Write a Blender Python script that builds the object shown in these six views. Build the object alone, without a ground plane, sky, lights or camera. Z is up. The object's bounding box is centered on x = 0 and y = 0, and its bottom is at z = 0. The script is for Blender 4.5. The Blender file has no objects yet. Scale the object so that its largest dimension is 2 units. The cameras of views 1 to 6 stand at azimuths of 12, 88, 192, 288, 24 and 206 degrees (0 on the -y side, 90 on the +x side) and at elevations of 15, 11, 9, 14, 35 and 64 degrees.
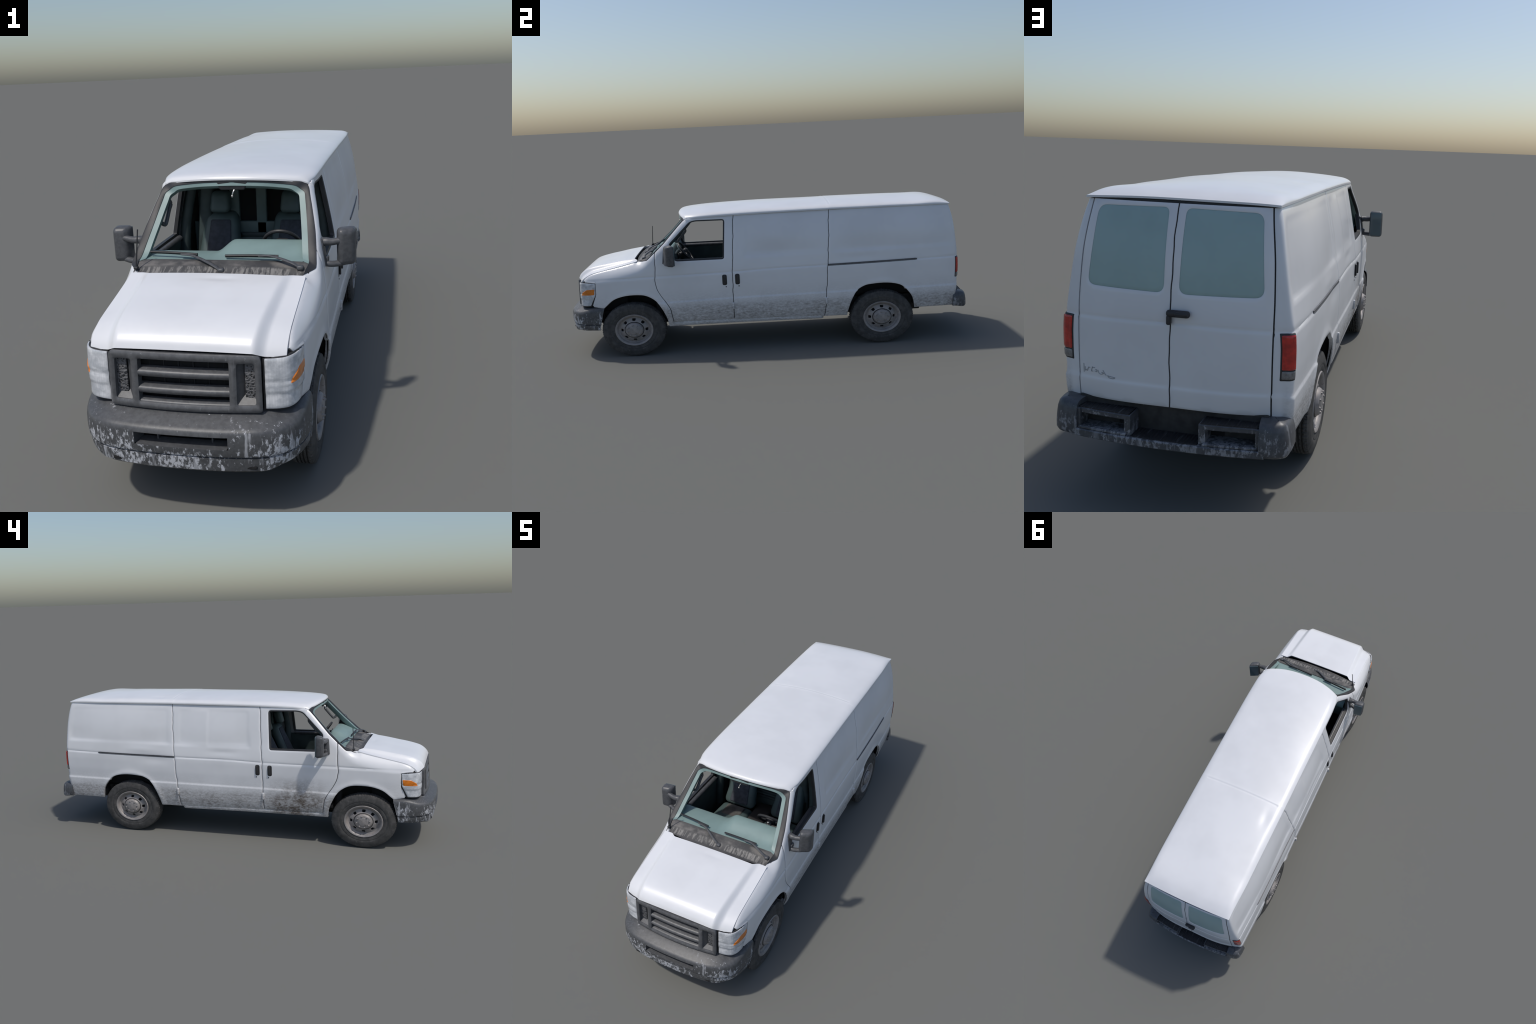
# White cargo van with dark plastic bumpers, open cab windows and opaque rear glass.
import bpy, math, random
import numpy as np
from mathutils import Vector, Matrix
from mathutils.geometry import delaunay_2d_cdt
from mathutils import noise as mnoise

random.seed(7)
SX = 1.0

# ------------------------------------------------------------------ helpers
def lerp(a, b, t): return a + (b - a) * t
def sstep(e0, e1, x):
    t = np.clip((np.asarray(x, float) - e0) / (e1 - e0), 0, 1)
    return t * t * (3 - 2 * t)

def curve(pts):
    """monotone-ish cubic through (t, value) control points"""
    P = np.array(sorted(pts), float); X, Y = P[:, 0], P[:, 1]
    d = np.diff(Y) / np.diff(X)
    m = np.zeros(len(X)); m[0] = d[0]; m[-1] = d[-1]
    for i in range(1, len(X) - 1):
        m[i] = 0 if d[i-1] * d[i] <= 0 else 2 * d[i-1] * d[i] / (d[i-1] + d[i])
    def f(x):
        x = np.clip(np.asarray(x, float), X[0], X[-1])
        i = np.clip(np.searchsorted(X, x, side='right') - 1, 0, len(X) - 2)
        h = X[i+1] - X[i]; t = (x - X[i]) / h
        return ((2*t**3 - 3*t**2 + 1) * Y[i] + (t**3 - 2*t**2 + t) * h * m[i]
                + (-2*t**3 + 3*t**2) * Y[i+1] + (t**3 - t**2) * h * m[i+1])
    return f

def resample(pts, step, closed=False):
    P = [np.array(p, float) for p in pts]
    if closed: P.append(P[0])
    out = []
    for a, b in zip(P, P[1:]):
        n = max(1, int(round(np.linalg.norm(b - a) / step)))
        for i in range(n): out.append(a + (b - a) * i / n)
    if not closed: out.append(P[-1])
    return np.array(out)

def smooth_path(pts, n=40, closed=False):
    """Catmull-Rom through control points"""
    P = [np.array(p, float) for p in pts]; N = len(P); out = []
    segs = N if closed else N - 1
    k = max(2, n // segs)
    for i in range(segs):
        p0 = P[(i-1) % N] if (closed or i > 0) else 2*P[0] - P[1]
        p1 = P[i]; p2 = P[(i+1) % N]
        p3 = P[(i+2) % N] if (closed or i < N-2) else 2*P[-1] - P[-2]
        for j in range(k):
            t = j / k
            out.append(0.5 * (2*p1 + (p2-p0)*t + (2*p0-5*p1+4*p2-p3)*t*t + (3*p1-p0-3*p2+p3)*t**3))
    if not closed: out.append(P[-1])
    return np.array(out)

def round_poly(pts, r, n=6):
    """polygon with rounded corners; r a number or one radius per corner"""
    P = [np.array(p, float) for p in pts]; N = len(P); out = []
    R = [r] * N if np.isscalar(r) else r
    for i in range(N):
        a, b, c = P[i-1], P[i], P[(i+1) % N]
        if R[i] <= 0: out.append(b); continue
        u = (a-b)/np.linalg.norm(a-b); v = (c-b)/np.linalg.norm(c-b)
        q = min(R[i], .48*np.linalg.norm(a-b), .48*np.linalg.norm(c-b))
        s, e = b + u*q, b + v*q
        for j in range(n+1):
            t = j/n; out.append((1-t)**2*s + 2*t*(1-t)*b + t*t*e)
    return out

def inside(pts, poly):
    x, y = pts[:, 0], pts[:, 1]; r = np.zeros(len(pts), bool)
    j = len(poly) - 1
    for i in range(len(poly)):
        xi, yi = poly[i]; xj, yj = poly[j]
        if yi != yj:
            c = ((yi > y) != (yj > y)) & (x < (xj-xi)*(y-yi)/(yj-yi) + xi)
            r ^= c
        j = i
    return r

def nz(p, f=1.0, seed=0.0, octv=2):
    q = np.asarray(p, float) * f + seed
    return np.array([mnoise.fractal(Vector(v), 1.0, 2.0, octv) for v in q])

ROOT = None
def link(o, parent):
    bpy.context.scene.collection.objects.link(o)
    if parent is not None: o.parent = parent
    return o

def mk(name, V, F, mat, parent=None, smooth=35, mirror=False):
    V = np.array(V, float)
    if mirror:
        V = V * [-1, 1, 1]; F = [tuple(reversed(f)) for f in F]
    me = bpy.data.meshes.new(name)
    me.from_pydata([tuple(v) for v in V], [], [tuple(int(i) for i in f) for f in F])
    me.validate(); me.update()
    if smooth:
        me.polygons.foreach_set('use_smooth', [True] * len(me.polygons))
        me.set_sharp_from_angle(angle=math.radians(smooth))
    me.materials.append(mat)
    return link(bpy.data.objects.new(name, me), parent or ROOT)

def grid_faces(nu, nv, closed_u=False):
    F = []
    for i in range(nu if closed_u else nu - 1):
        for j in range(nv - 1):
            a = i*nv + j; b = ((i+1) % nu)*nv + j
            F.append((a, b, b+1, a+1))
    return F

def join(*parts):
    V, F = [], []
    for v, f in parts:
        k = len(V); V.extend([tuple(x) for x in v]); F.extend([tuple(i+k for i in q) for q in f])
    return V, F

def panel(outline, fn, res=.007, holes=(), out=1, depth=.012, edge=.0014, inset=.003, rows=(), seg=.006, hole_depth=None):
    """Sheet panel: 2D outline (with holes) mapped to 3D by fn, softened edge and inward flange."""
    loops = [resample(outline, seg, True)] + [resample(h, seg, True) for h in holes]
    lo, hi = loops[0].min(0), loops[0].max(0)
    pts, edges, kind = [], [], []
    def ins_loop(L, sgn):
        t = np.roll(L, -1, 0) - np.roll(L, 1, 0); t /= np.linalg.norm(t, axis=1)[:, None] + 1e-12
        area = np.sum(L[:, 0]*np.roll(L[:, 1], -1) - np.roll(L[:, 0], -1)*L[:, 1])
        n = np.stack([-t[:, 1], t[:, 0]], 1) * (1 if area > 0 else -1) * sgn
        return L + n * inset
    rings = []
    for k, L in enumerate(loops):
        b = len(pts); pts.extend(L); kind.extend([1]*len(L))
        edges.extend([(b+i, b+(i+1) % len(L)) for i in range(len(L))])
        rings.append(ins_loop(L, 1 if k == 0 else -1))
    B = np.array(pts)
    def keep(P, dmin):
        m = inside(P, loops[0])
        for h in loops[1:]: m &= ~inside(P, h)
        P = P[m]
        if len(P) == 0: return P
        k = np.ones(len(P), bool)
        for c in range(0, len(P), 2000):
            q = P[c:c+2000]
            d2 = ((q[:, None, :] - B[None])**2).sum(2).min(1); k[c:c+2000] = d2 > dmin*dmin
        return P[k]
    R = keep(np.concatenate(rings), inset*.75)
    us = np.arange(lo[0], hi[0]+res, res)
    vs = sorted(set(np.round(np.arange(lo[1], hi[1]+res, res), 5)))
    vs = [v for v in vs if all(abs(v-r) > res*.4 for r in rows)] + [r for r in rows if lo[1] < r < hi[1]]
    G = np.array([(u, v) for u in us for v in vs]) + 1e-5
    G = keep(G, inset + .6*min(res, seg) )
    allp = np.concatenate([B, R, G]) if len(G) else np.concatenate([B, R])
    r = delaunay_2d_cdt([Vector(p) for p in allp], edges, [], 0, 1e-7)
    P2 = np.array([(v.x, v.y) for v in r[0]])
    src = [o[0] if len(o) else -1 for o in r[3]]
    T = np.array([f for f in r[2] if len(f) == 3])
    cen = P2[T].mean(1); m = inside(cen, loops[0])
    for h in loops[1:]: m &= ~inside(cen, h)
    T = T[m]
    isb = np.array([0 <= s < len(B) for s in src])
    eps = 5e-4
    P3 = fn(P2); du = fn(P2 + [eps, 0]) - fn(P2 - [eps, 0]); dv = fn(P2 + [0, eps]) - fn(P2 - [0, eps])
    N = np.cross(du, dv) * out; N /= np.linalg.norm(N, axis=1)[:, None] + 1e-15
    V = P3 - N * np.where(isb, edge, 0)[:, None]
    a, b, c = V[T[:, 0]], V[T[:, 1]], V[T[:, 2]]
    flip = (np.cross(b-a, c-a) * N[T[:, 0]]).sum(1) < 0
    T[flip] = T[flip][:, ::-1]
    cnt = {}
    for t in T:
        for i in range(3):
            e = (t[i], t[(i+1) % 3]); cnt[e] = cnt.get(e, 0) + 1
    V = list(V); F = [tuple(t) for t in T]; dn = {}
    def down(i):
        if i not in dn: dn[i] = len(V); V.append(P3[i] - N[i]*depth)
        return dn[i]
    if depth:
        for (i, j) in list(cnt):
            if (j, i) not in cnt: F.append((j, i, down(i), down(j)))
    return np.array(V), F

def tube(path, rad, n=10, closed=False, squash=1.0, up=(0, 0, 1)):
    """Tube along a 3D path, radius constant or per point"""
    P = np.array(path, float); m = len(P)
    R = np.full(m, rad) if np.isscalar(rad) else np.array(rad, float)
    T = np.roll(P, -1, 0) - np.roll(P, 1, 0)
    if not closed: T[0] = P[1]-P[0]; T[-1] = P[-1]-P[-2]
    T /= np.linalg.norm(T, axis=1)[:, None]
    V = []; U = np.array(up, float)
    for i in range(m):
        s = np.cross(T[i], U)
        if np.linalg.norm(s) < 1e-4: s = np.cross(T[i], (1, 0, .3))
        s /= np.linalg.norm(s); w = np.cross(s, T[i])
        for k in range(n):
            a = 2*math.pi*k/n
            V.append(P[i] + R[i]*(math.cos(a)*s + squash*math.sin(a)*w))
    F = []
    for i in range(m if closed else m-1):
        for k in range(n):
            a = i*n+k; b = i*n+(k+1) % n; c = ((i+1) % m)*n+(k+1) % n; d = ((i+1) % m)*n+k
            F.append((a, b, c, d))
    if not closed:
        F.append(tuple(range(n))[::-1]); F.append(tuple((m-1)*n+k for k in range(n)))
    return V, F

def lathe(prof, seg=64, axis='x', mod=None, closed=False):
    """Revolve (axial, radius) profile round the x axis"""
    V = []
    for k in range(seg):
        a = 2*math.pi*k/seg
        for j, (ax, r) in enumerate(prof):
            if mod: r = r + mod(k, j)
            V.append((ax, r*math.cos(a), r*math.sin(a)))
    n = len(prof); F = []
    for k in range(seg):
        for j in range(n if closed else n-1):
            a = k*n+j; b = ((k+1) % seg)*n+j; j2 = (j+1) % n
            F.append((k*n+j, k*n+j2, ((k+1) % seg)*n+j2, ((k+1) % seg)*n+j))
    return V, F

def rbox(c, size, r=.004, n=3, shape=None):
    """Rounded box (subdivided cube pushed to a rounded shape); shape(p) bends it"""
    hx, hy, hz = [s/2 for s in size]; r = min(r, hx*.98, hy*.98, hz*.98)
    def axis(h):
        e = [h - r + r*math.sin(math.pi/2*i/n) for i in range(n+1)]
        return sorted(set([-q for q in e] + e))
    V, F, idx = [], [], {}
    def vert(p):
        k = tuple(round(q, 7) for q in p)
        if k not in idx:
            core = np.array([max(-h+r, min(h-r, q)) for q, h in zip(p, (hx, hy, hz))])
            d = np.array(p) - core; l = np.linalg.norm(d)
            q = core + (d/l*r if l > 1e-9 else 0)
            idx[k] = len(V); V.append(q)
        return idx[k]
    A = [axis(hx), axis(hy), axis(hz)]; H = (hx, hy, hz)
    for ax in range(3):
        u, v = [(1, 2), (2, 0), (0, 1)][ax]
        for sg in (-1, 1):
            for i in range(len(A[u])-1):
                for j in range(len(A[v])-1):
                    q = []
                    for (di, dj) in [(0, 0), (1, 0), (1, 1), (0, 1)]:
                        p = [0, 0, 0]; p[ax] = sg*H[ax]; p[u] = A[u][i+di]; p[v] = A[v][j+dj]
                        q.append(vert(p))
                    if len(set(q)) >= 3: F.append(tuple(q) if sg > 0 else tuple(reversed(q)))
    V = np.array(V) + np.array(c)
    if shape: V = shape(V)
    return V, F

def extrude_ring(outer, innr):
    """ribbon between two equally long point loops"""
    n = len(outer); V = list(outer) + list(innr)
    return V, [(i, (i+1) % n, n+(i+1) % n, n+i) for i in range(n)]

# ------------------------------------------------------------------ materials
class NT:
    def __init__(s, name, rough=.5, metal=0., coat=0., spec=.5):
        s.m = bpy.data.materials.new(name); s.m.use_nodes = True
        s.t = s.m.node_tree; s.b = s.t.nodes['Principled BSDF']
        s.b.inputs['Roughness'].default_value = rough; s.b.inputs['Metallic'].default_value = metal
        s.b.inputs['Coat Weight'].default_value = coat; s.b.inputs['Coat Roughness'].default_value = .12
        s.b.inputs['Specular IOR Level'].default_value = spec
        s.co = s.t.nodes.new('ShaderNodeTexCoord').outputs['Object']
    def n(s, typ, **kw):
        nd = s.t.nodes.new(typ)
        for k, v in kw.items(): setattr(nd, k, v)
        return nd
    def put(s, sock, val):
        if hasattr(val, 'is_output') or isinstance(val, bpy.types.NodeSocket): s.t.links.new(val, sock)
        else: sock.default_value = val
    def mapv(s, scale=(1, 1, 1), loc=(0, 0, 0)):
        nd = s.n('ShaderNodeMapping'); s.put(nd.inputs[0], s.co)
        nd.inputs['Scale'].default_value = scale; nd.inputs['Location'].default_value = loc
        return nd.outputs[0]
    def noise(s, scale, detail=3, rough=.55, vec=None, dist=0.):
        nd = s.n('ShaderNodeTexNoise'); s.put(nd.inputs['Vector'], vec or s.co)
        nd.inputs['Scale'].default_value = scale; nd.inputs['Detail'].default_value = detail
        nd.inputs['Roughness'].default_value = rough; nd.inputs['Distortion'].default_value = dist
        return nd.outputs[0]
    def voro(s, scale, vec=None, feature='F1'):
        nd = s.n('ShaderNodeTexVoronoi', feature=feature); s.put(nd.inputs['Vector'], vec or s.co)
        nd.inputs['Scale'].default_value = scale; return nd.outputs['Distance']
    def math(s, op, a, b=0.0, clamp=False):
        nd = s.n('ShaderNodeMath', operation=op, use_clamp=clamp); s.put(nd.inputs[0], a); s.put(nd.inputs[1], b)
        return nd.outputs[0]
    def rng(s, v, a, b, c=0., d=1.):
        nd = s.n('ShaderNodeMapRange', interpolation_type='SMOOTHSTEP'); s.put(nd.inputs[0], v)
        for i, q in enumerate((a, b, c, d)): nd.inputs[i+1].default_value = q
        return nd.outputs[0]
    def sep(s):
        nd = s.n('ShaderNodeSeparateXYZ'); s.put(nd.inputs[0], s.co); return nd.outputs
    def mix(s, f, a, b):
        nd = s.n('ShaderNodeMix', data_type='RGBA')
        s.put(nd.inputs[0], f)
        for sock, v in ((nd.inputs[6], a), (nd.inputs[7], b)):
            s.put(sock, v if isinstance(v, bpy.types.NodeSocket) else (*v, 1))
        return nd.outputs[2]
    def color(s, v): s.put(s.b.inputs['Base Color'], v if isinstance(v, bpy.types.NodeSocket) else (*v, 1)); return s
    def rough(s, v): s.put(s.b.inputs['Roughness'], v); return s
    def bump(s, h, strength=.3, dist=.002):
        nd = s.n('ShaderNodeBump'); nd.inputs['Strength'].default_value = strength
        nd.inputs['Distance'].default_value = dist; s.put(nd.inputs['Height'], h)
        s.t.links.new(nd.outputs[0], s.b.inputs['Normal']); return s

WHITE = (.765, .770, .787)
def mat_paint(name='white_paint', dirt=True):
    m = NT(name, rough=.32, coat=.25)
    base = m.mix(m.rng(m.noise(5, 4), .35, .7), WHITE, tuple(c*.94 for c in WHITE))
    rough = .32
    if dirt:
        x, y, z = m.sep()
        grain = m.noise(150, 3, .6, m.mapv((1, .55, 1.3)))
        patch = m.noise(9, 4, .6)
        # general road film on the lower flanks
        film = m.math('MULTIPLY', m.rng(z, .360, .15), m.rng(patch, .25, .72, .45, 1.))
        film = m.math('MULTIPLY', film, m.rng(grain, .28, .68, .35, 1.))
        # mud thrown up on the near door and the doors just above the sill
        lowz = m.math('MULTIPLY', m.rng(z, .262, .225), m.rng(z, .150, .175, .3, 1))
        band = m.math('MULTIPLY', lowz, m.rng(m.noise(95, 5, .75, m.mapv((1, .5, 1.2))), .30, .70))
        spot = m.math('MULTIPLY', m.math('MULTIPLY', m.rng(y, -.52, -.40), m.rng(y, -.14, -.34)),
                      m.math('MULTIPLY', m.rng(z, .36, .27), m.rng(x, .1, -.1)))
        spot = m.math('MULTIPLY', spot, m.rng(m.math('ADD', m.math('MULTIPLY', m.noise(18, 4, .65), .6), m.math('MULTIPLY', m.noise(130, 4, .7, m.mapv((1, .6, 1))), .4)), .36, .60))
        total = m.math('ADD', m.math('MULTIPLY', film, .62), m.math('MULTIPLY', band, .40), True)
        total = m.math('ADD', total, m.math('MULTIPLY', spot, .48), True)
        side = m.rng(m.math('ABSOLUTE', x), .235, .248)
        rear = m.rng(y, .93, .97)
        total = m.math('MULTIPLY', total, m.math('MULTIPLY', side, m.math('SUBTRACT', 1., m.math('MULTIPLY', rear, .9))))
        base = m.mix(total, base, (.120, .096, .078))
        m.rough(m.math('ADD', .30, m.math('MULTIPLY', total, .5)))
        m.bump(grain, .05, .001)
    m.color(base); return m.m

def mat_plastic(name, col, scuff=0., rough=.5, coat=0.):
    m = NT(name, rough=rough, coat=coat)
    g = m.noise(90, 4, .6)
    base = m.mix(m.rng(g, .3, .7), tuple(c*.82 for c in col), tuple(c*1.18 for c in col))
    if scuff:
        big = m.noise(11, 4, .6, m.mapv((1, 1, .8), (3.1, .2, .7)))
        fine = m.noise(95, 6, .74, m.mapv((1.2, 1.2, .6)))
        x, y, z = m.sep()
        low = m.rng(z, .245, .18, .35, 1.)
        k = m.math('MULTIPLY', m.rng(big, .36, .60, .45, 1.), low)
        thr = m.math('MULTIPLY', fine, m.math('ADD', .80, m.math('MULTIPLY', k, .44)))
        mask = m.rng(thr, .575, .66)
        streak = m.rng(m.math('MULTIPLY', m.noise(60, 3, .6, m.mapv((1, 1, .12))), m.math('ADD', .85, m.math('MULTIPLY', k, .35))), .60, .72)
        mask = m.math('MULTIPLY', m.math('MAXIMUM', mask, m.math('MULTIPLY', streak, .6)), scuff, True)
        base = m.mix(mask, base, (.52, .53, .56))
        m.rough(m.math('ADD', rough, m.math('MULTIPLY', mask, .2)))
        m.bump(m.math('ADD', g, mask), .18, .001)
    else:
        m.bump(g, .1, .001)
    m.color(base); return m.m

def mat_plain(name, col, rough=.6, var=.15, scale=40, metal=0., coat=0., bump=.05):
    m = NT(name, rough=rough, metal=metal, coat=coat)
    g = m.noise(scale, 4, .6)
    m.color(m.mix(m.rng(g, .3, .7), tuple(c*(1-var) for c in col), tuple(c*(1+var) for c in col)))
    m.bump(g, bump, .001); return m.m

PAINT = mat_paint()
TOPPAINT = mat_paint('white_paint_clean', False)
PLASTIC = mat_plastic('grey_plastic', (.080, .082, .087), 0, .42)
BUMPER = mat_plastic('scuffed_bumper_plastic', (.078, .080, .084), 1., .45)
REARBUMPER = mat_plastic('worn_step_bumper_plastic', (.070, .074, .082), .42, .42)
GRILLE = mat_plastic('grille_plastic', (.095, .097, .102), .35, .42)
TRIM = mat_plain('black_rubber_trim', (.028, .028, .030), .5)
BLACKFILL = mat_plain('black_fill', (.010, .010, .011), .9, .1)  # near-black fill that puts the dark of hollows into the colour
SEAM = mat_plain('seam_dark', (.035, .034, .034), .8)  # dark colour of the strips added to blacken the panel gaps
RUBBER = None
STEP = None
RED = mat_plain('red_lens', (.50, .022, .015), .22, .25, 60, coat=.5)
CLEARLENS = mat_plain('frosted_lens', (.20, .19, .185), .25, .25, 120, coat=.5)
ORANGE = mat_plain('amber_lens', (.72, .20, .012), .3, .18, 60, coat=.5)
REARGLASS = mat_plain('rear_window_glass', (.33, .455, .445), .30, .05, 7, bump=.0)
TEAL = mat_plain('cabin_vinyl', (.20, .285, .275), .45, .06, 12)  # teal glass tint put into the colour, likewise in the other cabin materials
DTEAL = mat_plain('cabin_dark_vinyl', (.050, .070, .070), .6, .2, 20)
SEATCLOTH = mat_plain('seat_cloth', (.062, .068, .082), .85, .2, 60)
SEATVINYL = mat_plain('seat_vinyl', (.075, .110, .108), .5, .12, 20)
LINER = mat_plain('wheel_liner', (.016, .016, .016), .9, .3)
GREYMETAL = mat_plain('underbody_metal', (.035, .034, .033), .8, .3)
MIRROR = mat_plain('mirror_glass', (.10, .14, .155), .08, .03, 5, bump=0)
CHROME = mat_plain('bright_metal', (.55, .53, .50), .25, .1, 30, metal=.9)

def mat_headlight():
    m = NT('headlight_lens', rough=.18, coat=.6)
    x, y, z = m.sep()
    ridg = m.n('ShaderNodeTexWave', wave_type='BANDS', bands_direction='X'); m.put(ridg.inputs['Vector'], m.co)
    ridg.inputs['Scale'].default_value = 55; ridg.inputs['Distortion'].default_value = .6
    cl = m.noise(38, 4, .6)
    base = m.mix(m.rng(cl, .35, .68), (.46, .48, .51), (.74, .75, .77))
    base = m.mix(m.rng(m.noise(20, 3, .6, m.mapv((1, 1, 2.2))), .52, .72, 0, .65), base, (.36, .38, .40))
    base = m.mix(m.math('MULTIPLY', ridg.outputs['Fac'], .14), base, (.40, .41, .43))
    m.color(base); m.bump(m.math('ADD', cl, m.math('MULTIPLY', ridg.outputs['Fac'], .3)), .22, .0015); return m.m
HEADLIGHT = mat_headlight()

def mat_rubber():
    m = NT('tyre_rubber', rough=.75, spec=.3)
    g = m.noise(35, 4, .65); f = m.noise(120, 3, .6)
    b = m.mix(m.rng(g, .35, .7), (.050, .049, .048), (.088, .085, .082))
    m.color(m.mix(m.rng(f, .60, .72, 0, .5), b, (.14, .135, .13))); m.bump(f, .15, .001); return m.m
RUBBER = mat_rubber()

def mat_steel():
    m = NT('dusty_wheel_steel', rough=.5, metal=.15)
    g = m.noise(30, 5, .65); f = m.noise(90, 4, .6)
    b = m.mix(m.rng(g, .35, .68), (.33, .30, .285), (.235, .225, .22))
    m.color(m.mix(m.rng(f, .55, .72, 0, .6), b, (.12, .10, .09))); m.bump(f, .12, .001); return m.m
STEEL = mat_steel()

def mat_step():
    m = NT('ribbed_step_pad', rough=.6)
    w = m.n('ShaderNodeTexWave', wave_type='BANDS', bands_direction='X'); m.put(w.inputs['Vector'], m.co)
    w.inputs['Scale'].default_value = 42
    st = m.rng(m.noise(120, 2, .5, m.mapv((1, .12, .12))), .60, .70)
    m.color(m.mix(m.math('MULTIPLY', st, .5), (.020, .020, .022), (.12, .12, .125))); m.bump(w.outputs['Fac'], .5, .003); return m.m
STEP = mat_step()

def mat_cowl():
    m = NT('weathered_cowl_plastic', rough=.6)
    x, y, z = m.sep()
    st = m.noise(75, 4, .7, m.mapv((1, .12, .3)))
    zone = m.math('MULTIPLY', m.rng(y, -.638, -.630), m.rng(y, -.603, -.612))
    b = m.mix(m.rng(m.noise(14, 3), .35, .7), (.045, .045, .046), (.085, .082, .080))
    b = m.mix(m.math('MULTIPLY', m.rng(st, .46, .60), zone), b, (.22, .21, .195))
    b = m.mix(m.math('MULTIPLY', m.math('MULTIPLY', m.rng(y, -.608, -.600), m.rng(y, -.578, -.588)), m.rng(m.noise(20, 3), .4, .65)), b, (.16, .15, .14))
    m.color(b); m.bump(st, .3, .002); return m.m
COWL = mat_cowl()

def mat_mesh():
    m = NT('vent_mesh', rough=.6)
    v = m.voro(170); m.color(m.mix(m.rng(v, .18, .42), (.010, .010, .010), (.13, .13, .135))); m.bump(v, .9, .004); return m.m
MESH = mat_mesh()

# ------------------------------------------------------------------ the van
ROOT = bpy.data.objects.new('cargo_van', None)
bpy.context.scene.collection.objects.link(ROOT)
ROOT['label'] = 'weathered white full-size cargo van with grey bumpers'
ROOT['category'] = 'van'

roof_edge_z = curve([(-.436, .6620), (-.40, .6665), (-.30, .6720), (-.158, .6765), (.0, .6790), (.3, .6810), (.6, .6810), (.91, .6790)])
# ---- master surfaces ------------------------------------------------
sec = curve([(.10, .242), (.125, .246), (.14, .2510), (.155, .2555), (.18, .2608), (.21, .2655), (.255, .2695), (.30, .2705),
             (.34, .2718), (.38, .2716), (.41, .2700), (.46, .2636), (.50, .2568), (.55, .2476), (.60, .2376),
             (.65, .2262), (.675, .2190), (.70, .2120)])
taper = curve([(-.96, .095), (-.93, .066), (-.914, .049), (-.897, .0365), (-.875, .0275), (-.85, .0215), (-.80, .0135),
               (-.72, .0070), (-.60, .0025), (-.50, 0), (.55, 0), (.75, .0030), (.88, .0085), (.95, .011)])
upper_line = curve([(-.92, .3845), (-.82, .3875), (-.55, .3965), (-.17, .4015), (0, .4080), (.29, .4112), (.73, .4180), (.95, .4240)])
lower_line = curve([(-.6, .2655), (-.49, .2665), (-.17, .2725), (.29, .2765), (.95, .2800)])
fender_top = curve([(-.95, .340), (-.914, .377), (-.903, .390), (-.882, .408), (-.857, .418), (-.817, .4278), (-.754, .4412),
                    (-.68, .458), (-.636, .470), (-.60, .478)])

shoulder_len = curve([(-.96, .004), (-.914, .005), (-.90, .016), (-.857, .043), (-.80, .060), (-.5, .062)])
pillar_line = curve([(-.66, .4630), (-.636, .4690), (-.61, .4712), (-.5885, .4755), (-.577, .4835), (-.559, .4995), (-.541, .5157), (-.5005, .5520), (-.450, .6065), (-.427, .6310), (-.404, .6535), (-.388, .6645)])
def rrect(y, z, y0, y1, z0, z1, r, w):
    """1 inside a rounded rectangle, falling to 0 over width w"""
    qx = np.abs(y - (y0+y1)/2) - (y1-y0)/2 + r; qz = np.abs(z - (z0+z1)/2) - (z1-z0)/2 + r
    d = np.hypot(np.maximum(qx, 0), np.maximum(qz, 0)) + np.minimum(np.maximum(qx, qz), 0) - r
    return 1 - sstep(-w, 0, d)

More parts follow.
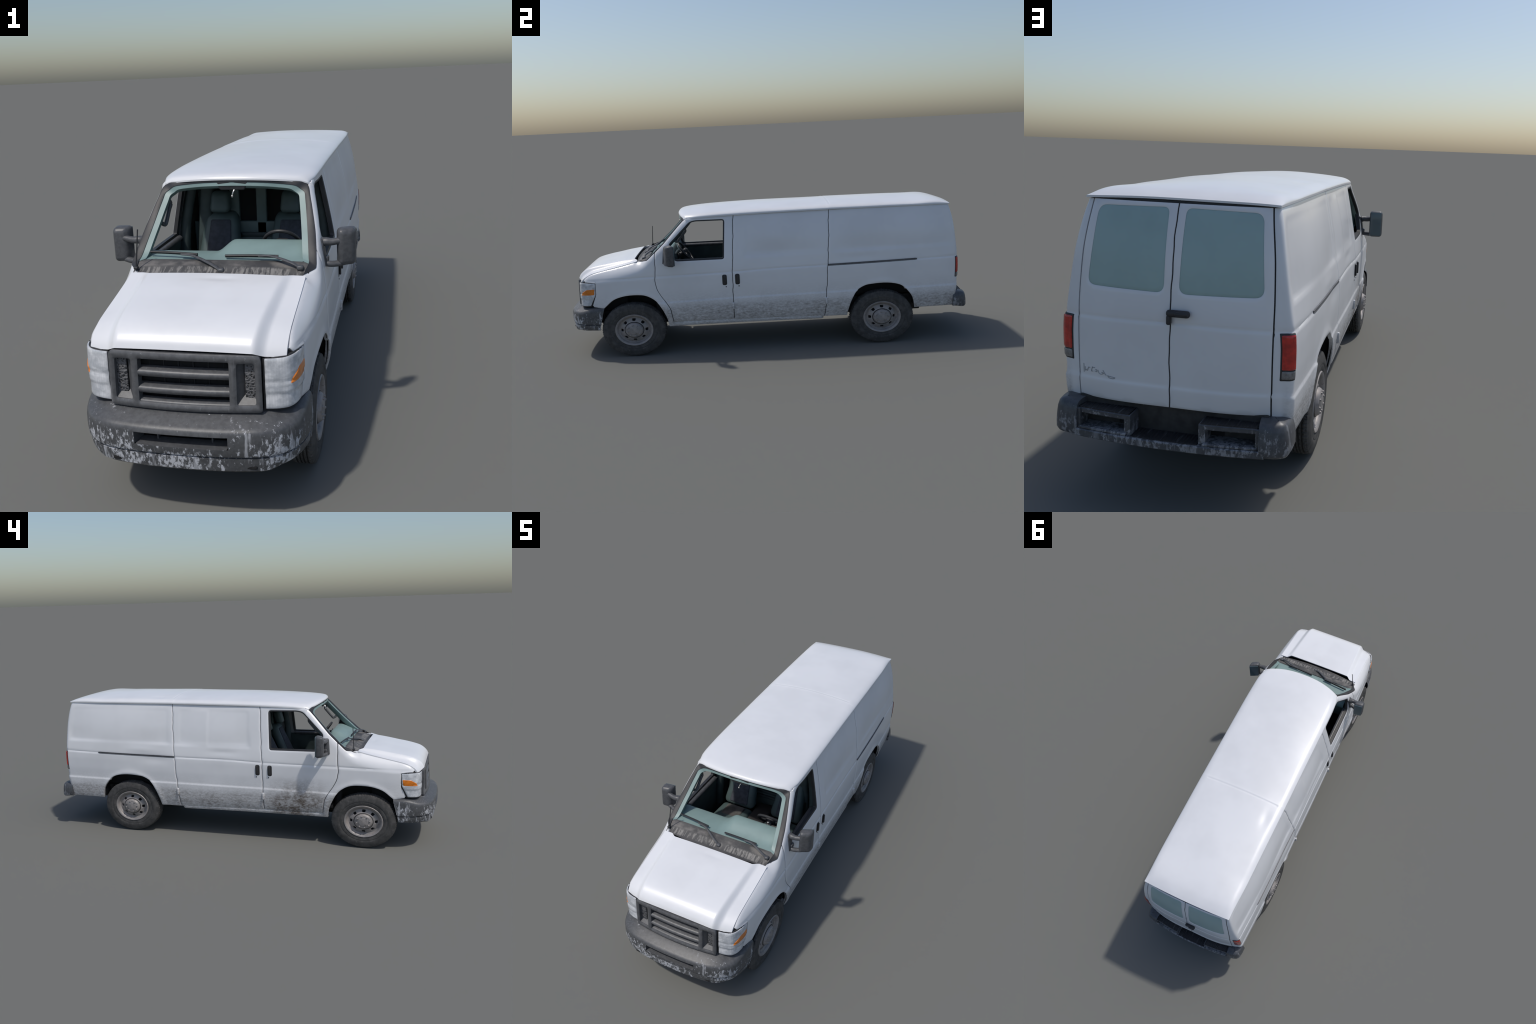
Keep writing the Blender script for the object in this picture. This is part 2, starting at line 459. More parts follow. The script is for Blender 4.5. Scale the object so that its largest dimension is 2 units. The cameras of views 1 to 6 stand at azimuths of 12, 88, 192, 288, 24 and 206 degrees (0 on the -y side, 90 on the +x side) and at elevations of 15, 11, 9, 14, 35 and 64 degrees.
def width(y, z, side=1):
    x = sec(z) - taper(y) * (1 - .45*sstep(.45, .67, z))
    # shoulder of the fender rolling in to the bonnet seam
    d = fender_top(y) - z
    zt = fender_top(y)
    amt = (1 - sstep(-.645, -.585, y)) * np.maximum(0, sec(zt) - taper(y) - .2275)
    x = x - amt * np.clip(1 - d/shoulder_len(y), 0, 1.2)**2.0
    x = x - .006*sstep(-.28, -.40, y)*sstep(.55, .66, z)
    # roll of the screen pillar towards the glass
    dp = np.where(y > -.39, 1., (pillar_line(y) - z)*.74)
    x = x - (.008 + .012*sstep(-.575, -.62, y)) * sstep(-.66, -.61, y) * np.clip(1 - dp/.026, 0, 1.2)**2.0
    # swage grooves
    dz = z - upper_line(y)
    g = sstep(-.90, -.86, y)
    x = x - g*(.0022*np.exp(-(dz/.0035)**2) + .0012*sstep(-.004, .004, dz))
    lz = z - lower_line(y)
    k = sstep(-.62, -.52, y)
    x = x + k*.0034*(1 - sstep(-.004, .0035, lz)) * sstep(.13, .20, z)
    # flare round the wheel arches
    for cy in (-.656, .552):
        r = np.hypot((y-cy)/1.0, (z-.140)*1.02)
        x = x + .0038*np.exp(-((r-.178)/.016)**2) * (z > .12)
    # pressed blank-window recesses of the cargo side
    for (ya, yb, za, zb, dd) in ((-.107, .275, .478, .656, .0015), (.325, .868, .474, .657, .0012)):
        m_ = rrect(y, z, ya, yb, za, zb, .024, .016)
        cy, cz = (ya+yb)/2, (za+zb)/2
        bulge = np.clip(1 - ((y-cy)/((yb-ya)/2))**2, 0, 1) * np.clip(1 - ((z-cz)/((zb-za)/2))**2, 0, 1)
        x = x - dd*m_*(.55 + .45*np.sin(y*7+side)**2) + .0030*bulge
    # sharp lower edge of the pressed area, uneven along its length
    hh = sstep(.466, .478, z - .010*np.clip(y, 0, 1))*(1 - sstep(.485, .57, z))*sstep(-.12, -.10, y)*(1 - sstep(.86, .88, y))
    x = x - .0030*hh*(.65 + .35*np.sin(y*11 + 2*side))*(1 - .7*np.exp(-((y-.305)/.02)**2))
    # added low-frequency waviness and dents, after the scan's wavy surface
    x = x + .0009*np.sin(y*9.1 + 1.3*side + z*7) * np.sin(z*13 + y*3.1 + side) * sstep(-.5, -.2, y)*1.4
    if side > 0: x = x + .0035*np.exp(-((z-.57)/.075)**2)*sstep(-.2, .1, y)
    else: x = x - .0030*(1 - sstep(-.60, -.30, y))
    if side < 0:
        x = x + .0016*sstep(.105, .120, y)*(1-sstep(.12, .26, y)) * rrect(y, z, -.107, .262, .468, .655, .01, .012)
        x = x - .0035*np.exp(-(((y-.40)/.09)**2 + ((z-.395)/.022)**2)) + .0022*np.exp(-(((y-.48)/.07)**2 + ((z-.445)/.016)**2))
        x = x - .0022*np.exp(-(((y-.03)/.07)**2 + ((z-.445)/.012)**2))
    else:
        x = x - .0020*np.exp(-(((y-.45)/.10)**2 + ((z-.44)/.02)**2))
    return x

rear_mid = curve([(.14, .943), (.20, .9500), (.24, .9560), (.30, .9620), (.38, .9640), (.44, .9625), (.488, .9580), (.555, .9490),
                  (.616, .9360), (.65, .9255), (.675, .9160), (.70, .905)])
def rear_y(x, z):
    y = rear_mid(z) - .0015 - .0275*(np.minimum(np.abs(np.asarray(x)), .245)/.24)**3.4
    dz = z - .4255 + .03*np.abs(x)**1.5
    y = y - .0018*np.exp(-(dz/.0035)**2) - .0010*sstep(-.004, .004, dz)
    y = y + .0030*(1 - sstep(.280, .290, z))
    y = y + .0007*np.sin(np.asarray(x)*23+z*9)*np.sin(z*17+1)
    return y
corner_r = curve([(.14, .017), (.45, .015), (.60, .012), (.675, .008), (.70, .008)])
U0 = .88
def side_point(P, side=1):
    """(u, z) -> 3D; u runs along the flank, round the rear corner and onto the tail"""
    u, z = P[:, 0], P[:, 1]
    w = width(np.minimum(u, U0), z, side); w0 = width(np.full_like(u, U0), z, side)
    r = corner_r(z); yr = rear_y(w0 - r, z); y0 = yr - r
    y = np.minimum(u, U0); y = y + (y0 - U0)*sstep(.70, U0, y)
    L1 = r*1.5; a = np.maximum(u - U0, 0); th = np.clip(a/L1, 0, 1)*math.pi/2
    x = np.where(u > U0, w0 - r*(1-np.cos(th)), w)
    y = np.where(u > U0, y0 + r*np.sin(th), y)
    b = np.maximum(a - L1, 0)
    x = x - b
    y = np.where(b > 0, rear_y(w0 - r - b, z) + (yr - rear_y(w0 - r, z)), y)
    return np.stack([x, y, z], 1)

door_front = smooth_path([(-.5445, .5120), (-.546, .47), (-.5475, .42), (-.5495, .39), (-.5485, .355), (-.5375, .318), (-.512, .279),
                          (-.4915, .246), (-.4815, .215), (-.4735, .163)], 40)
def wob(P, amp=.0011, f=26., ph=0.):
    P = np.array(P); P[:, 0] += amp*(np.sin(P[:, 1]*f*3.1+ph) + .7*np.sin(P[:, 1]*f*7.3+2*ph)); return P
door_front = wob(door_front, .0007, 20)
door_rear = wob(resample([(-.1570, .6725), (-.1690, .47), (-.1735, .40), (-.1755, .30), (-.1760, .163)], .012), .0009, 18, 1.)
slide_rear = wob(resample([(.3080, .6755), (.3010, .53), (.2925, .41), (.2835, .28), (.2765, .19), (.2715, .150)], .012), .0012, 18, 2.)
def shift(P, d): P = np.array(P); P[:, 0] += d; return P
GAP = .0016
pillar_edge = [(-.5425, .5135), (-.5005, .5512), (-.4500, .6057), (-.4270, .6302), (-.4060, .6510), (-.3940, .6600), (-.3800, .6650), (-.355, .6675)]
window_hole = round_poly([(-.452, .4655), (-.4785, .5460), (-.3720, .6500), (-.3440, .6570), (-.1990, .6560), (-.2105, .4650)],
                         [.020, .016, .020, .02, .016, .012])
arch_front = smooth_path([(-.8115, .249), (-.797, .262), (-.7607, .2905), (-.7096, .3070), (-.650, .3110), (-.5986, .3045), (-.5545, .2770),
                          (-.5265, .2350), (-.5060, .1865), (-.4985, .139)], 40)
arch_rear = smooth_path([(.3830, .152), (.3870, .175), (.4020, .2230), (.4290, .2745), (.4673, .2995), (.5026, .3063), (.5640, .3090),
                         (.6173, .3035), (.6571, .2890), (.6870, .2590), (.7065, .2260), (.7165, .172)], 40)

def seam_u(z, side=1):  # tail seam of the rear doors expressed in u
    z = np.asarray(z, float)
    w0 = width(np.full_like(z, U0), z, side); r = corner_r(z)
    xs = curve([(.15, .2185), (.45, .2185), (.55, .2150), (.675, .2010), (.7, .199)])(z)
    return U0 + r*1.5 + np.maximum(w0 - r - xs, -.004)

for side in (1, -1):
    mir = side < 0
    f = lambda P, s=side: side_point(np.asarray(P, float), s)
    lines = [.2635, .267, .2705, .274, .2775, .281, .396, .3995, .403, .4065, .410, .4135, .417, .4205, .424, .427]
    # front fender
    top = [(y, float(fender_top(y)) - .0012) for y in np.linspace(-.902, -.640, 34)]
    o = (top + [(-.6250, .4690), (-.608, .4705), (-.5885, .4747), (-.577, .4827), (-.559, .4987), (-.5465, .5100)]
         + [tuple(p) for p in shift(door_front[1:], -GAP)] + [(-.4755, .1400)] + [tuple(p) for p in arch_front[::-1]]
         + [(-.8250, .2500), (-.8600, .2560), (-.8655, .2640), (-.8440, .3190), (-.8425, .3745), (-.8700, .3780), (-.8960, .3790)])
    V, F = panel(o, f, .0065, rows=lines, seg=.005)
    mk('front_fender', V, F, PAINT, mirror=mir)
    # front door with window opening
    o = ([tuple(p) for p in shift(door_front, GAP)] + [tuple(p) for p in shift(door_rear[::-1], -GAP)]
         + [(-.25, .6705), (-.33, .6690)] + pillar_edge[::-1][:-1])
    V, F = panel(o, f, .0065, holes=[window_hole], rows=lines, seg=.005)
    door = mk('front_door', V, F, PAINT, mirror=mir)
    # cargo door
    o = ([tuple(p) for p in shift(door_rear, GAP)] + [(-.174, .1600), (.05, .1570), (.2700, .1500)]
         + [tuple(p) for p in shift(slide_rear[::-1], -GAP)] + [(.15, .6745), (0, .6735)])
    V, F = panel(o, f, .0065, rows=lines, seg=.005)
    cargo = mk('cargo_door', V, F, PAINT, mirror=mir)
    # rear quarter panel wrapping round the corner
    zz = np.linspace(.205, .6730, 40)
    tailseam = list(zip(seam_u(zz, side) - GAP, zz))
    o = ([tuple(p) for p in shift(slide_rear, GAP)] + [(.2735, .1495), (.381, .1495)] + [tuple(p) for p in arch_rear]
         + [(.80, .1715), (.90, .1715), (.905, .205)] + tailseam + [(.88, .6745), (.70, .6760), (.5, .6765)])
    V, F = panel(o, f, .0065, rows=lines, seg=.005)
    quarter = mk('rear_quarter_panel', V, F, PAINT, mirror=mir)
    # dark strips behind the seams
    parts = []
    for S in (door_front[5:], door_rear, slide_rear):
        a = f(shift(S, -.012)) - [.009, 0, 0]; b = f(shift(S, .012)) - [.009, 0, 0]
        n = len(a); parts.append((np.concatenate([a, b]), [(i, n+i, n+i+1, i+1) for i in range(n-1)]))
    zz2 = np.linspace(.2, .675, 40)
    S = np.stack([seam_u(zz2, side), zz2], 1)
    a = f(shift(S, -.012)) - [.003, .004, 0]; b = f(shift(S, .014)) - [0, .004, 0]
    n = len(a); parts.append((np.concatenate([a, b]), [(i, n+i, n+i+1, i+1) for i in range(n-1)]))
    V, F = join(*parts); mk('seam_backing', V, F, SEAM, mirror=mir)
    # dark gutter strip closing the gap under the roof edge
    ys = np.linspace(-.385, .875, 60); g0 = f(np.stack([ys, np.full_like(ys, .655)], 1)) - [.010, 0, 0]
    g1 = f(np.stack([ys, roof_edge_z(ys) - .003], 1)) - [.004, 0, 0]
    n = len(ys); V = np.concatenate([g0, g1]); F = [(i, i+1, n+i+1, n+i) for i in range(n-1)]
    mk('roof_gutter', V, F, TRIM, mirror=mir)
    # window rubber seal: ribbon set inside the opening
    L = resample(window_hole, .006, True); c = L.mean(0)
    t = np.roll(L, -1, 0) - np.roll(L, 1, 0); t /= np.linalg.norm(t, axis=1)[:, None]
    nrm = np.stack([-t[:, 1], t[:, 0]], 1); nrm *= np.sign(((c-L)*nrm).sum(1))[:, None]
    r0 = f(L - nrm*.0005) - [.002, 0, 0]; r1 = f(L + nrm*.0065) - [.0035, 0, 0]; r2 = f(L + nrm*.0075) - [.016, 0, 0]; r3 = f(L - nrm*.004) - [.020, 0, 0]
    V, F = join(extrude_ring(r0, r1), extrude_ring(r1, r2), extrude_ring(r2, r3))
    mk('window_seal', V, F, TRIM, parent=door, mirror=mir)
    # sill under the doors
    prof = [(.014, .1645), (.006, .1640), (.0005, .1600), (-.0018, .1530), (-.0012, .1450), (.004, .1375), (.014, .1355), (.05, .139)]
    ys = np.linspace(-.4960, .2650, 60)
    V = []
    for y in ys:
        lift = float(curve([(-.5, 0), (-.17, .001), (.05, .0), (.27, -.003)])(y))
        e = min(1., min(y+.4960, .2650-y)/.012); ins = .010*(1-math.sqrt(max(0, 1-(1-e)**2)))
        for d, z in prof: V.append((.2550 - d - ins, y, z + lift + .003))
    V, F = V, grid_faces(len(ys), len(prof)) + [tuple(range(len(prof)))[::-1], tuple((len(ys)-1)*len(prof)+k for k in range(len(prof)))]
    mk('rocker_sill', V, F, PAINT, mirror=mir)
    # door handles
    for (yc, zc, par) in ((-.2135, .3640, door), (-.1510, .3650, cargo)):
        o = round_poly([(yc-.0118, zc-.027), (yc+.0118, zc-.027), (yc+.0118, zc+.027), (yc-.0118, zc+.027)], .010)
        V1, F1 = panel(o, lambda P: f(P) + [.0012, 0, 0], .006, depth=.004)
        xw = float(f(np.array([[yc, zc]]))[0, 0])
        V2, F2 = rbox((xw+.0042, yc+.002, zc+.002), (.006, .0105, .042), .003)
        V, F = join((V1, F1), (V2, F2))
        mk('door_handle', V, F, TRIM, parent=par, mirror=mir)
        o = round_poly([(yc+.003, zc-.0375), (yc+.009, zc-.0375), (yc+.009, zc-.0315), (yc+.003, zc-.0315)], .0028)
        V, F = panel(o, lambda P: f(P) + [.0012, 0, 0], .004, depth=.003, inset=.001, seg=.002)
        mk('door_lock', V, F, TRIM, parent=par, mirror=mir)
    # exposed hinges at the trailing edges
    for (yc, zc, par) in ((-.1775, .2330, door), (.2795, .2330, cargo)):
        xw = float(f(np.array([[yc, zc]]))[0, 0])
        V, F = rbox((xw+.0015, yc, zc), (.010, .011, .034), .003)
        mk('door_hinge', V, F, PAINT, parent=par, mirror=mir)
    # sliding door rail
    S = np.array([(y, float(upper_line(y)) + .0005) for y in np.linspace(.2945, .728, 60)])
    h = .0044*np.ones(60); h[-1] = .0030
    q = [f(S + np.stack([0*h, h], 1)) + [.0035, 0, 0], f(S + np.stack([0*h, h*.3], 1)) + [.0022, 0, 0], f(S + np.stack([0*h, -h], 1)) + [.0012, 0, 0],
         f(S + np.stack([0*h, -h*1.1], 1)) - [.005, 0, 0], f(S + np.stack([0*h, h*1.1], 1)) - [.005, 0, 0]]
    V = np.stack(q, 1).reshape(-1, 3); F = grid_faces(60, 5) + [(i*5+4, i*5, (i+1)*5, (i+1)*5+4) for i in range(59)] + [(0, 1, 2, 3, 4), (299, 298, 297, 296, 295)]
    mk('door_rail', V, F, mat_plain('rail_grey', (.11, .11, .115), .5) if side > 0 else bpy.data.materials['rail_grey'], parent=quarter, mirror=mir)
    # tail lamp wrapping the corner
    lamp = lambda P: f(P)
    z0, z1 = .3170, .4195; ua, ub = U0 + .0015, U0 + .0370
    def up(P, d):
        Q = f(P); eps = 1e-3; n_ = np.cross(f(P+[eps, 0])-f(P-[eps, 0]), f(P+[0, eps])-f(P-[0, eps])); n_ /= np.linalg.norm(n_, axis=1)[:, None]
        return Q + n_*d
    o = round_poly([(ua, z0), (ub, z0), (ub, z1), (ua, z1)], .003)
    V, F = panel(o, lambda P: up(P, .0015), .005, depth=.006); tl = mk('tail_lamp', V, F, TRIM, mirror=mir)
    o = round_poly([(ua+.003, z0+.0245), (ub-.003, z0+.0245), (ub-.003, z1-.004), (ua+.003, z1-.004)], .003)
    V, F = panel(o, lambda P: up(P, .0038), .004, depth=.005); mk('red_lens', V, F, RED, parent=tl, mirror=mir)
    o = round_poly([(ua+.003, z0+.004), (ub-.003, z0+.004), (ub-.003, z0+.0215), (ua+.003, z0+.0215)], .003)
    V, F = panel(o, lambda P: up(P, .0034), .004, depth=.005); mk('reversing_lens', V, F, CLEARLENS, parent=tl, mirror=mir)
    # wheel housings
    for path, (ya, yb) in ((arch_front, (-.84, -.49)), (arch_rear, (.375, .725))):
        P = np.concatenate([[[path[0][0], .14]], path, [[path[-1][0], .14]]]) if path is arch_front else path
        P = np.array(P); ww = width(P[:, 0], np.maximum(P[:, 1], .15), side)
        rows_ = []
        for d, gr in ((.004, .0), (.012, .004), (.018, .018), (.100, .020)):
            c = np.array([(ya+yb)/2, .15]); Q = P + (P-c)/np.linalg.norm(P-c, axis=1)[:, None]*gr
            rows_.append(np.stack([ww - d, Q[:, 0], Q[:, 1]], 1))
        V = np.stack(rows_, 1).reshape(-1, 3); n = len(P)
        F = grid_faces(n, 4)
        wall = [(.160, p[0], p[1]) for p in rows_[-1][:, 1:]]; k = len(V)
        V = np.concatenate([V, wall]); F += [tuple(range(k, k+n))]
        mk('wheel_housing', V, F, LINER, mirror=mir, smooth=0)

# ---- roof -----------------------------------------------------------
roof_mid = curve([(-.436, .6820), (-.433, .6865), (-.425, .6915), (-.405, .6955), (-.36, .6995), (-.28, .7045), (-.19, .7080), (0, .7110), (.3, .7120),
                  (.6, .7115), (.72, .7090), (.80, .7050), (.855, .6990), (.89, .6905), (.910, .6835)])
roof_half = curve([(-.436, .2070), (-.40, .2145), (-.36, .2195), (-.25, .2235), (-.158, .2245), (.3, .2245), (.7, .2230), (.91, .2175)])
def roof_point(s, t):
    """s -1..1 across, t along (centre-line y)"""
    e = roof_half(t); x = s*e
    flat = roof_mid(t) - (.38 - .30*sstep(.70, .90, t))*x*x
    ez = roof_edge_z(t)
    q = np.clip((np.abs(s) - .84)/.16, 0, 1)
    z = ez + np.maximum(flat - ez, .0005)*np.sqrt(np.maximum(0, 1 - q**2.3))
    front = 1 - sstep(-.436, -.30, t); rear = sstep(.70, .91, t)
    y = t + .040*front*np.abs(s)**2.4 - .007*rear*s*s
    # joint of the two roof skins and small dents
    z = z - .0011*np.exp(-((t - .317)/.004)**2)*(np.abs(s) < .84)
    z = z + .0008*sstep(.30, .31, t)*(1-sstep(.31, .5, t))
    z = z - .0022*np.exp(-(((t-.40)/.045)**2 + ((x+.165)/.02)**2))
    z = z + .0008*np.sin(t*11+x*6)*np.sin(x*17+t*4)*(1-q)
    return np.stack([x, y, z], -1)
ss = np.sin(np.linspace(-1, 1, 81)*math.pi/2); ss = np.sign(ss)*np.abs(ss)
tt = np.concatenate([-.436 + .05*np.linspace(0, 1, 14)**2, np.linspace(-.38, .30, 62), np.linspace(.303, .331, 12), np.linspace(.338, .86, 46), np.linspace(.868, .910, 10)])
S, T = np.meshgrid(ss, tt, indexing='ij')
V = roof_point(S, T); nu, nv = V.shape[:2]; V = V.reshape(-1, 3)
F = [tuple(reversed(q)) for q in grid_faces(nu, nv)]
bd = [i*nv for i in range(nu)] + [(nu-1)*nv + j for j in range(1, nv)] + [i*nv+nv-1 for i in range(nu-2, -1, -1)] + [j for j in range(nv-2, 0, -1)]
k = len(V); c = np.array([0, .2, 0])
d1 = V[bd] - [0, 0, .0045]
ctr = np.array([0, .23, .67]); dirs = (ctr - V[bd]); dirs[:, 2] = 0
ins = np.stack([-np.sign(V[bd][:, 0])*np.minimum(np.abs(V[bd][:, 0]), .012)*(np.abs(V[bd][:, 0]) > .15), np.where(V[bd][:, 1] < -.39, .014, np.where(V[bd][:, 1] > .89, -.014, 0)), np.full(len(bd), -.0065)], 1)
d2 = V[bd] + ins; n = len(bd)
V = np.concatenate([V, d1, d2])
F += [(bd[i], k+i, k+(i+1) % n, bd[(i+1) % n]) for i in range(n)] + [(k+i, k+n+i, k+n+(i+1) % n, k+(i+1) % n) for i in range(n)]
mk('roof', V, F, TOPPAINT, smooth=45)
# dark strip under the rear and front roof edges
xs = np.linspace(-.203, .203, 40)
a = np.stack([xs, rear_y(xs, .66) - .010, np.full(40, .655)], 1); b = np.stack([xs, rear_y(xs, .675) - .008, np.full(40, .6775)], 1)
mk('roof_gutter', np.concatenate([a, b]), [(i+1, i, 40+i, 40+i+1) for i in range(39)], TRIM)
# headliner
V = [(x, y, float(roof_mid(y)) - .020 - .35*x*x) for x in np.linspace(-.205, .205, 9) for y in np.linspace(-.395, -.02, 9)]
mk('headliner', V, grid_faces(9, 9), DTEAL)

# ---- rear doors -----------------------------------------------------
seam_x = curve([(.15, .2185), (.45, .2185), (.55, .2150), (.675, .2010), (.7, .199)])
for side in (1, -1):
    mir = side < 0
    frear = lambda P: np.stack([P[:, 0], rear_y(P[:, 0], P[:, 1]), P[:, 1]], 1)
    zz = np.linspace(.2390, .6735, 40)
    inner = wob(np.stack([np.full(40, GAP), zz], 1), .0007*side, 16, 3.)
    o = [tuple(p) for p in np.stack([seam_x(zz) - GAP, zz], 1)] + [tuple(p) for p in inner[::-1]]
    win = round_poly([(.0165, .4880), (.1970, .4910), (.1835, .6620), (.0190, .6650)], [.020, .020, .020, .014])
    lines = [.279, .282, .285, .288, .291, .419, .4225, .426, .429, .432]
    V, F = panel(o, frear, .0065, holes=[win], out=-1, rows=lines, depth=.010)
    rd = mk('rear_door', V, F, PAINT, mirror=mir)
    V, F = panel(win, lambda P: frear(P) - [0, .0010, 0], .009, out=-1, depth=.003)
    mk('rear_window', V, F, REARGLASS, parent=rd, mirror=mir)
zz = np.linspace(.235, .676, 30)
a = np.stack([np.full(30, -.012), rear_y(0, zz) - .004, zz], 1); b = a * [-1, 1, 1]
mk('seam_backing', np.concatenate([a, b]), [(i+1, i, 30+i, 31+i) for i in range(29)], SEAM)
# tail handle and lock
yh = .9640
V1, F1 = rbox((-.0205, yh+.003, .4490), (.052, .014, .0155), .0070)
V2, F2 = rbox((-.030, yh+.009, .4500), (.030, .010, .009), .004)
V3, F3 = rbox((.000, yh+.002, .4345), (.010, .012, .021), .004)
V, F = join((V1, F1), (V2, F2), (V3, F3)); mk('rear_door_handle', V, F, TRIM)
# faded unreadable lettering on the left tail door, as worn script strokes
strokes = [[(0, .010), (0, -.010)], [(.004, .003), (.004, -.006), (.009, -.002)], [(.013, .002), (.010, -.006)], [(.013, .003), (.018, .003)],
           [(.025, .006), (.022, -.004), (.027, -.004)], [(.026, .004), (.032, .005)], [(.031, -.003), (.037, -.004), (.036, .001), (.033, 0)],
           [(.040, .001), (.043, -.006), (.049, -.008), (.055, -.005), (.050, -.003)], [(.054, .002), (.058, -.004), (.063, -.009)],
           [(.066, -.008), (.070, -.013), (.080, -.014), (.086, -.011), (.075, -.010), (.068, -.009)]]
parts = []
for st in strokes:
    P = [(.205 - a*.93, float(rear_y(.205 - a*.93, .303 + b)) + .0004, .303 + b) for a, b in st]
    parts.append(tube(smooth_path(P, 12), .0009, 6))
V, F = join(*parts); mk('worn_emblem', V, F, mat_plain('worn_emblem_grey', (.40, .41, .42), .5))

# ---- bonnet ---------------------------------------------------------
hood_c = smooth_path([(-.656, .4735), (-.72, .4655), (-.79, .4535), (-.83, .4470), (-.87, .4385), (-.900, .4290), (-.920, .4165), (-.934, .4020), (-.941, .3880)], 80)
hood_s = smooth_path([(-.6385, .4695), (-.68, .4585), (-.754, .4420), (-.817, .4285), (-.857, .4188), (-.882, .4085), (-.901, .3960), (-.911, .3850), (-.9165, .3745)], 80)
def arc_uniform(P, n):
    d = np.r_[0, np.cumsum(np.linalg.norm(np.diff(P, axis=0), axis=1))]; t = np.linspace(0, d[-1], n)
    return np.stack([np.interp(t, d, P[:, 0]), np.interp(t, d, P[:, 1])], 1)
nh = 70; hc, hs = arc_uniform(hood_c, nh), arc_uniform(hood_s, nh)
tpar = np.linspace(0, 1, nh)
half = lerp(.2285, .2235, tpar)
cols = np.linspace(-1, 1, 121); V = []
for sx in cols:
    x = sx*half; ax = np.abs(x)
    b_line = lerp(.186, .168, tpar)                      # edge of the raised centre
    b = 1 - sstep(b_line - .016, b_line + .012, ax)
    q = hs*(1-b)[:, None]*1.0 + hc*b[:, None]
    # the flanks rise a little towards the raised centre, the nose is nearly flat from side to side
    fl = (1-b)*np.clip((.226-ax)/.05, 0, 1)
    q[:, 0] += (hc[:, 0]-hs[:, 0])*fl*.45*tpar
    q[:, 1] += (hc[:, 1]-hs[:, 1])*fl*.25
    z = q[:, 1] + b*.0035*(1-(ax/.19)**2)*(1-.6*tpar)
    z = z - .0018*np.exp(-(((x-.02)/.04)**2 + ((q[:, 0]+.685)/.012)**2))
    V.append(np.stack([x, q[:, 0], z], 1))
V = np.array(V); nu = len(cols); V = V.reshape(-1, 3)
F = grid_faces(nu, nh)
bd = [i*nh for i in range(nu)] + [(nu-1)*nh + j for j in range(1, nh)] + [i*nh+nh-1 for i in range(nu-2, -1, -1)] + [j for j in range(nh-2, 0, -1)]
k = len(V); n = len(bd)
low = V[bd] + np.where(np.abs(V[bd][:, 0:1]) > .2, [[0, 0, -.012]], np.where(V[bd][:, 1:2] < -.8, [[0, .008, -.002]], [[0, -.003, -.012]])) * 1.0
V = np.concatenate([V, low]); F += [(bd[(i+1) % n], bd[i], k+i, k+(i+1) % n) for i in range(n)]
o = mk('bonnet', V, F, TOPPAINT, smooth=50)
bmn = o.data; 
# dark backing below bonnet seams
for side in (1, -1):
    ys = np.linspace(-.905, -.63, 40); zt = fender_top(ys)
    a = np.stack([side*np.full(40, .205), ys, zt - .009], 1); b = np.stack([side*(width(ys, zt-.012) - .006), ys, zt - .014], 1)
    mk('seam_backing', np.concatenate([a, b]), [(i, i+1, 40+i+1, 40+i) for i in range(39)], SEAM)

# ---- cowl and windscreen surround ------------------------------------
cx = np.linspace(-1, 1, 61); V = []
rowsC = 9
for s in cx:
    yf = lerp(-.652, -.632, s*s); zf = .4660
    yb = -.577 + .003*s*s; zb = .4895
    hw0, hw1 = .231, .236
    for j in range(rowsC):
        t = j/(rowsC-1)
        dip = -.006*math.sin(math.pi*min(1, t/.55)) if t < .55 else 0
        z = lerp(zf, zb, t**.9) + dip*.6 - .004*s**6
        V.append((s*lerp(hw0, hw1, t), lerp(yf, yb, t) , z))
mk('windscreen_cowl', V, grid_faces(61, rowsC), COWL)
half_out = [(.2400, -.5960, .4720), (.2385, -.5750, .4830), (.2365, -.5560, .4985), (.2325, -.5300, .5250), (.2265, -.4900, .5620), (.2180, -.4470, .6050), (.2120, -.4230, .6310), (.2065, -.4060, .6500),
            (.2020, -.3985, .6640), (.1850, -.4045, .6715), (.1500, -.4125, .6760), (.1000, -.4230, .6800), (.0500, -.4290, .6825), (0, -.4310, .6835)]
half_in = [(.2230, -.5740, .4885), (.2215, -.5680, .4925), (.2195, -.5560, .5020), (.2155, -.5310, .5260), (.2095, -.4950, .5600), (.2020, -.4560, .6000), (.1970, -.4330, .6240), (.1930, -.4190, .6400),
           (.1850, -.4140, .6490), (.1700, -.4150, .6540), (.1400, -.4190, .6590), (.0950, -.4270, .6640), (.0480, -.4320, .6665), (0, -.4340, .6675)]
pe = [(-.6250, .4690), (-.608, .4705), (-.5885, .4747), (-.577, .4827), (-.559, .4987), (-.5410, .5150), (-.5005, .5515), (-.4500, .6060), (-.4270, .6305), (-.4060, .6512)]
pe3 = side_point(np.array(pe)) + [-.0015, .0, -.0015]
half_out = [tuple(p) for p in pe3] + [(x, y + .003, z - .0055) for x, y, z in half_out[8:]]
half_in = [(x + .0055*(1 if i < 8 else .3 if i < 10 else 0), y, z + (.004 if i >= 9 else 0)) for i, (x, y, z) in enumerate(half_in)]
half_in = [(.2290, -.5830, .4850)] + [(.2285, -.5780, .4870)] + half_in
ho = smooth_path(half_out, 60); hi = smooth_path(half_in, 60)
assert len(half_in) == len(half_out), (len(half_in), len(half_out))
O = np.concatenate([ho, ho[::-1][1:]*[-1, 1, 1]]); I = np.concatenate([hi, hi[::-1][1:]*[-1, 1, 1]])
nrm = np.array([0, -.77, .63])
m = len(O)
rows_ = [O + nrm*-.010, O + nrm*.0035, O*.7 + I*.3 + nrm*.0045, I + nrm*.0005, I - nrm*.012]
V = np.stack(rows_, 1).reshape(-1, 3)
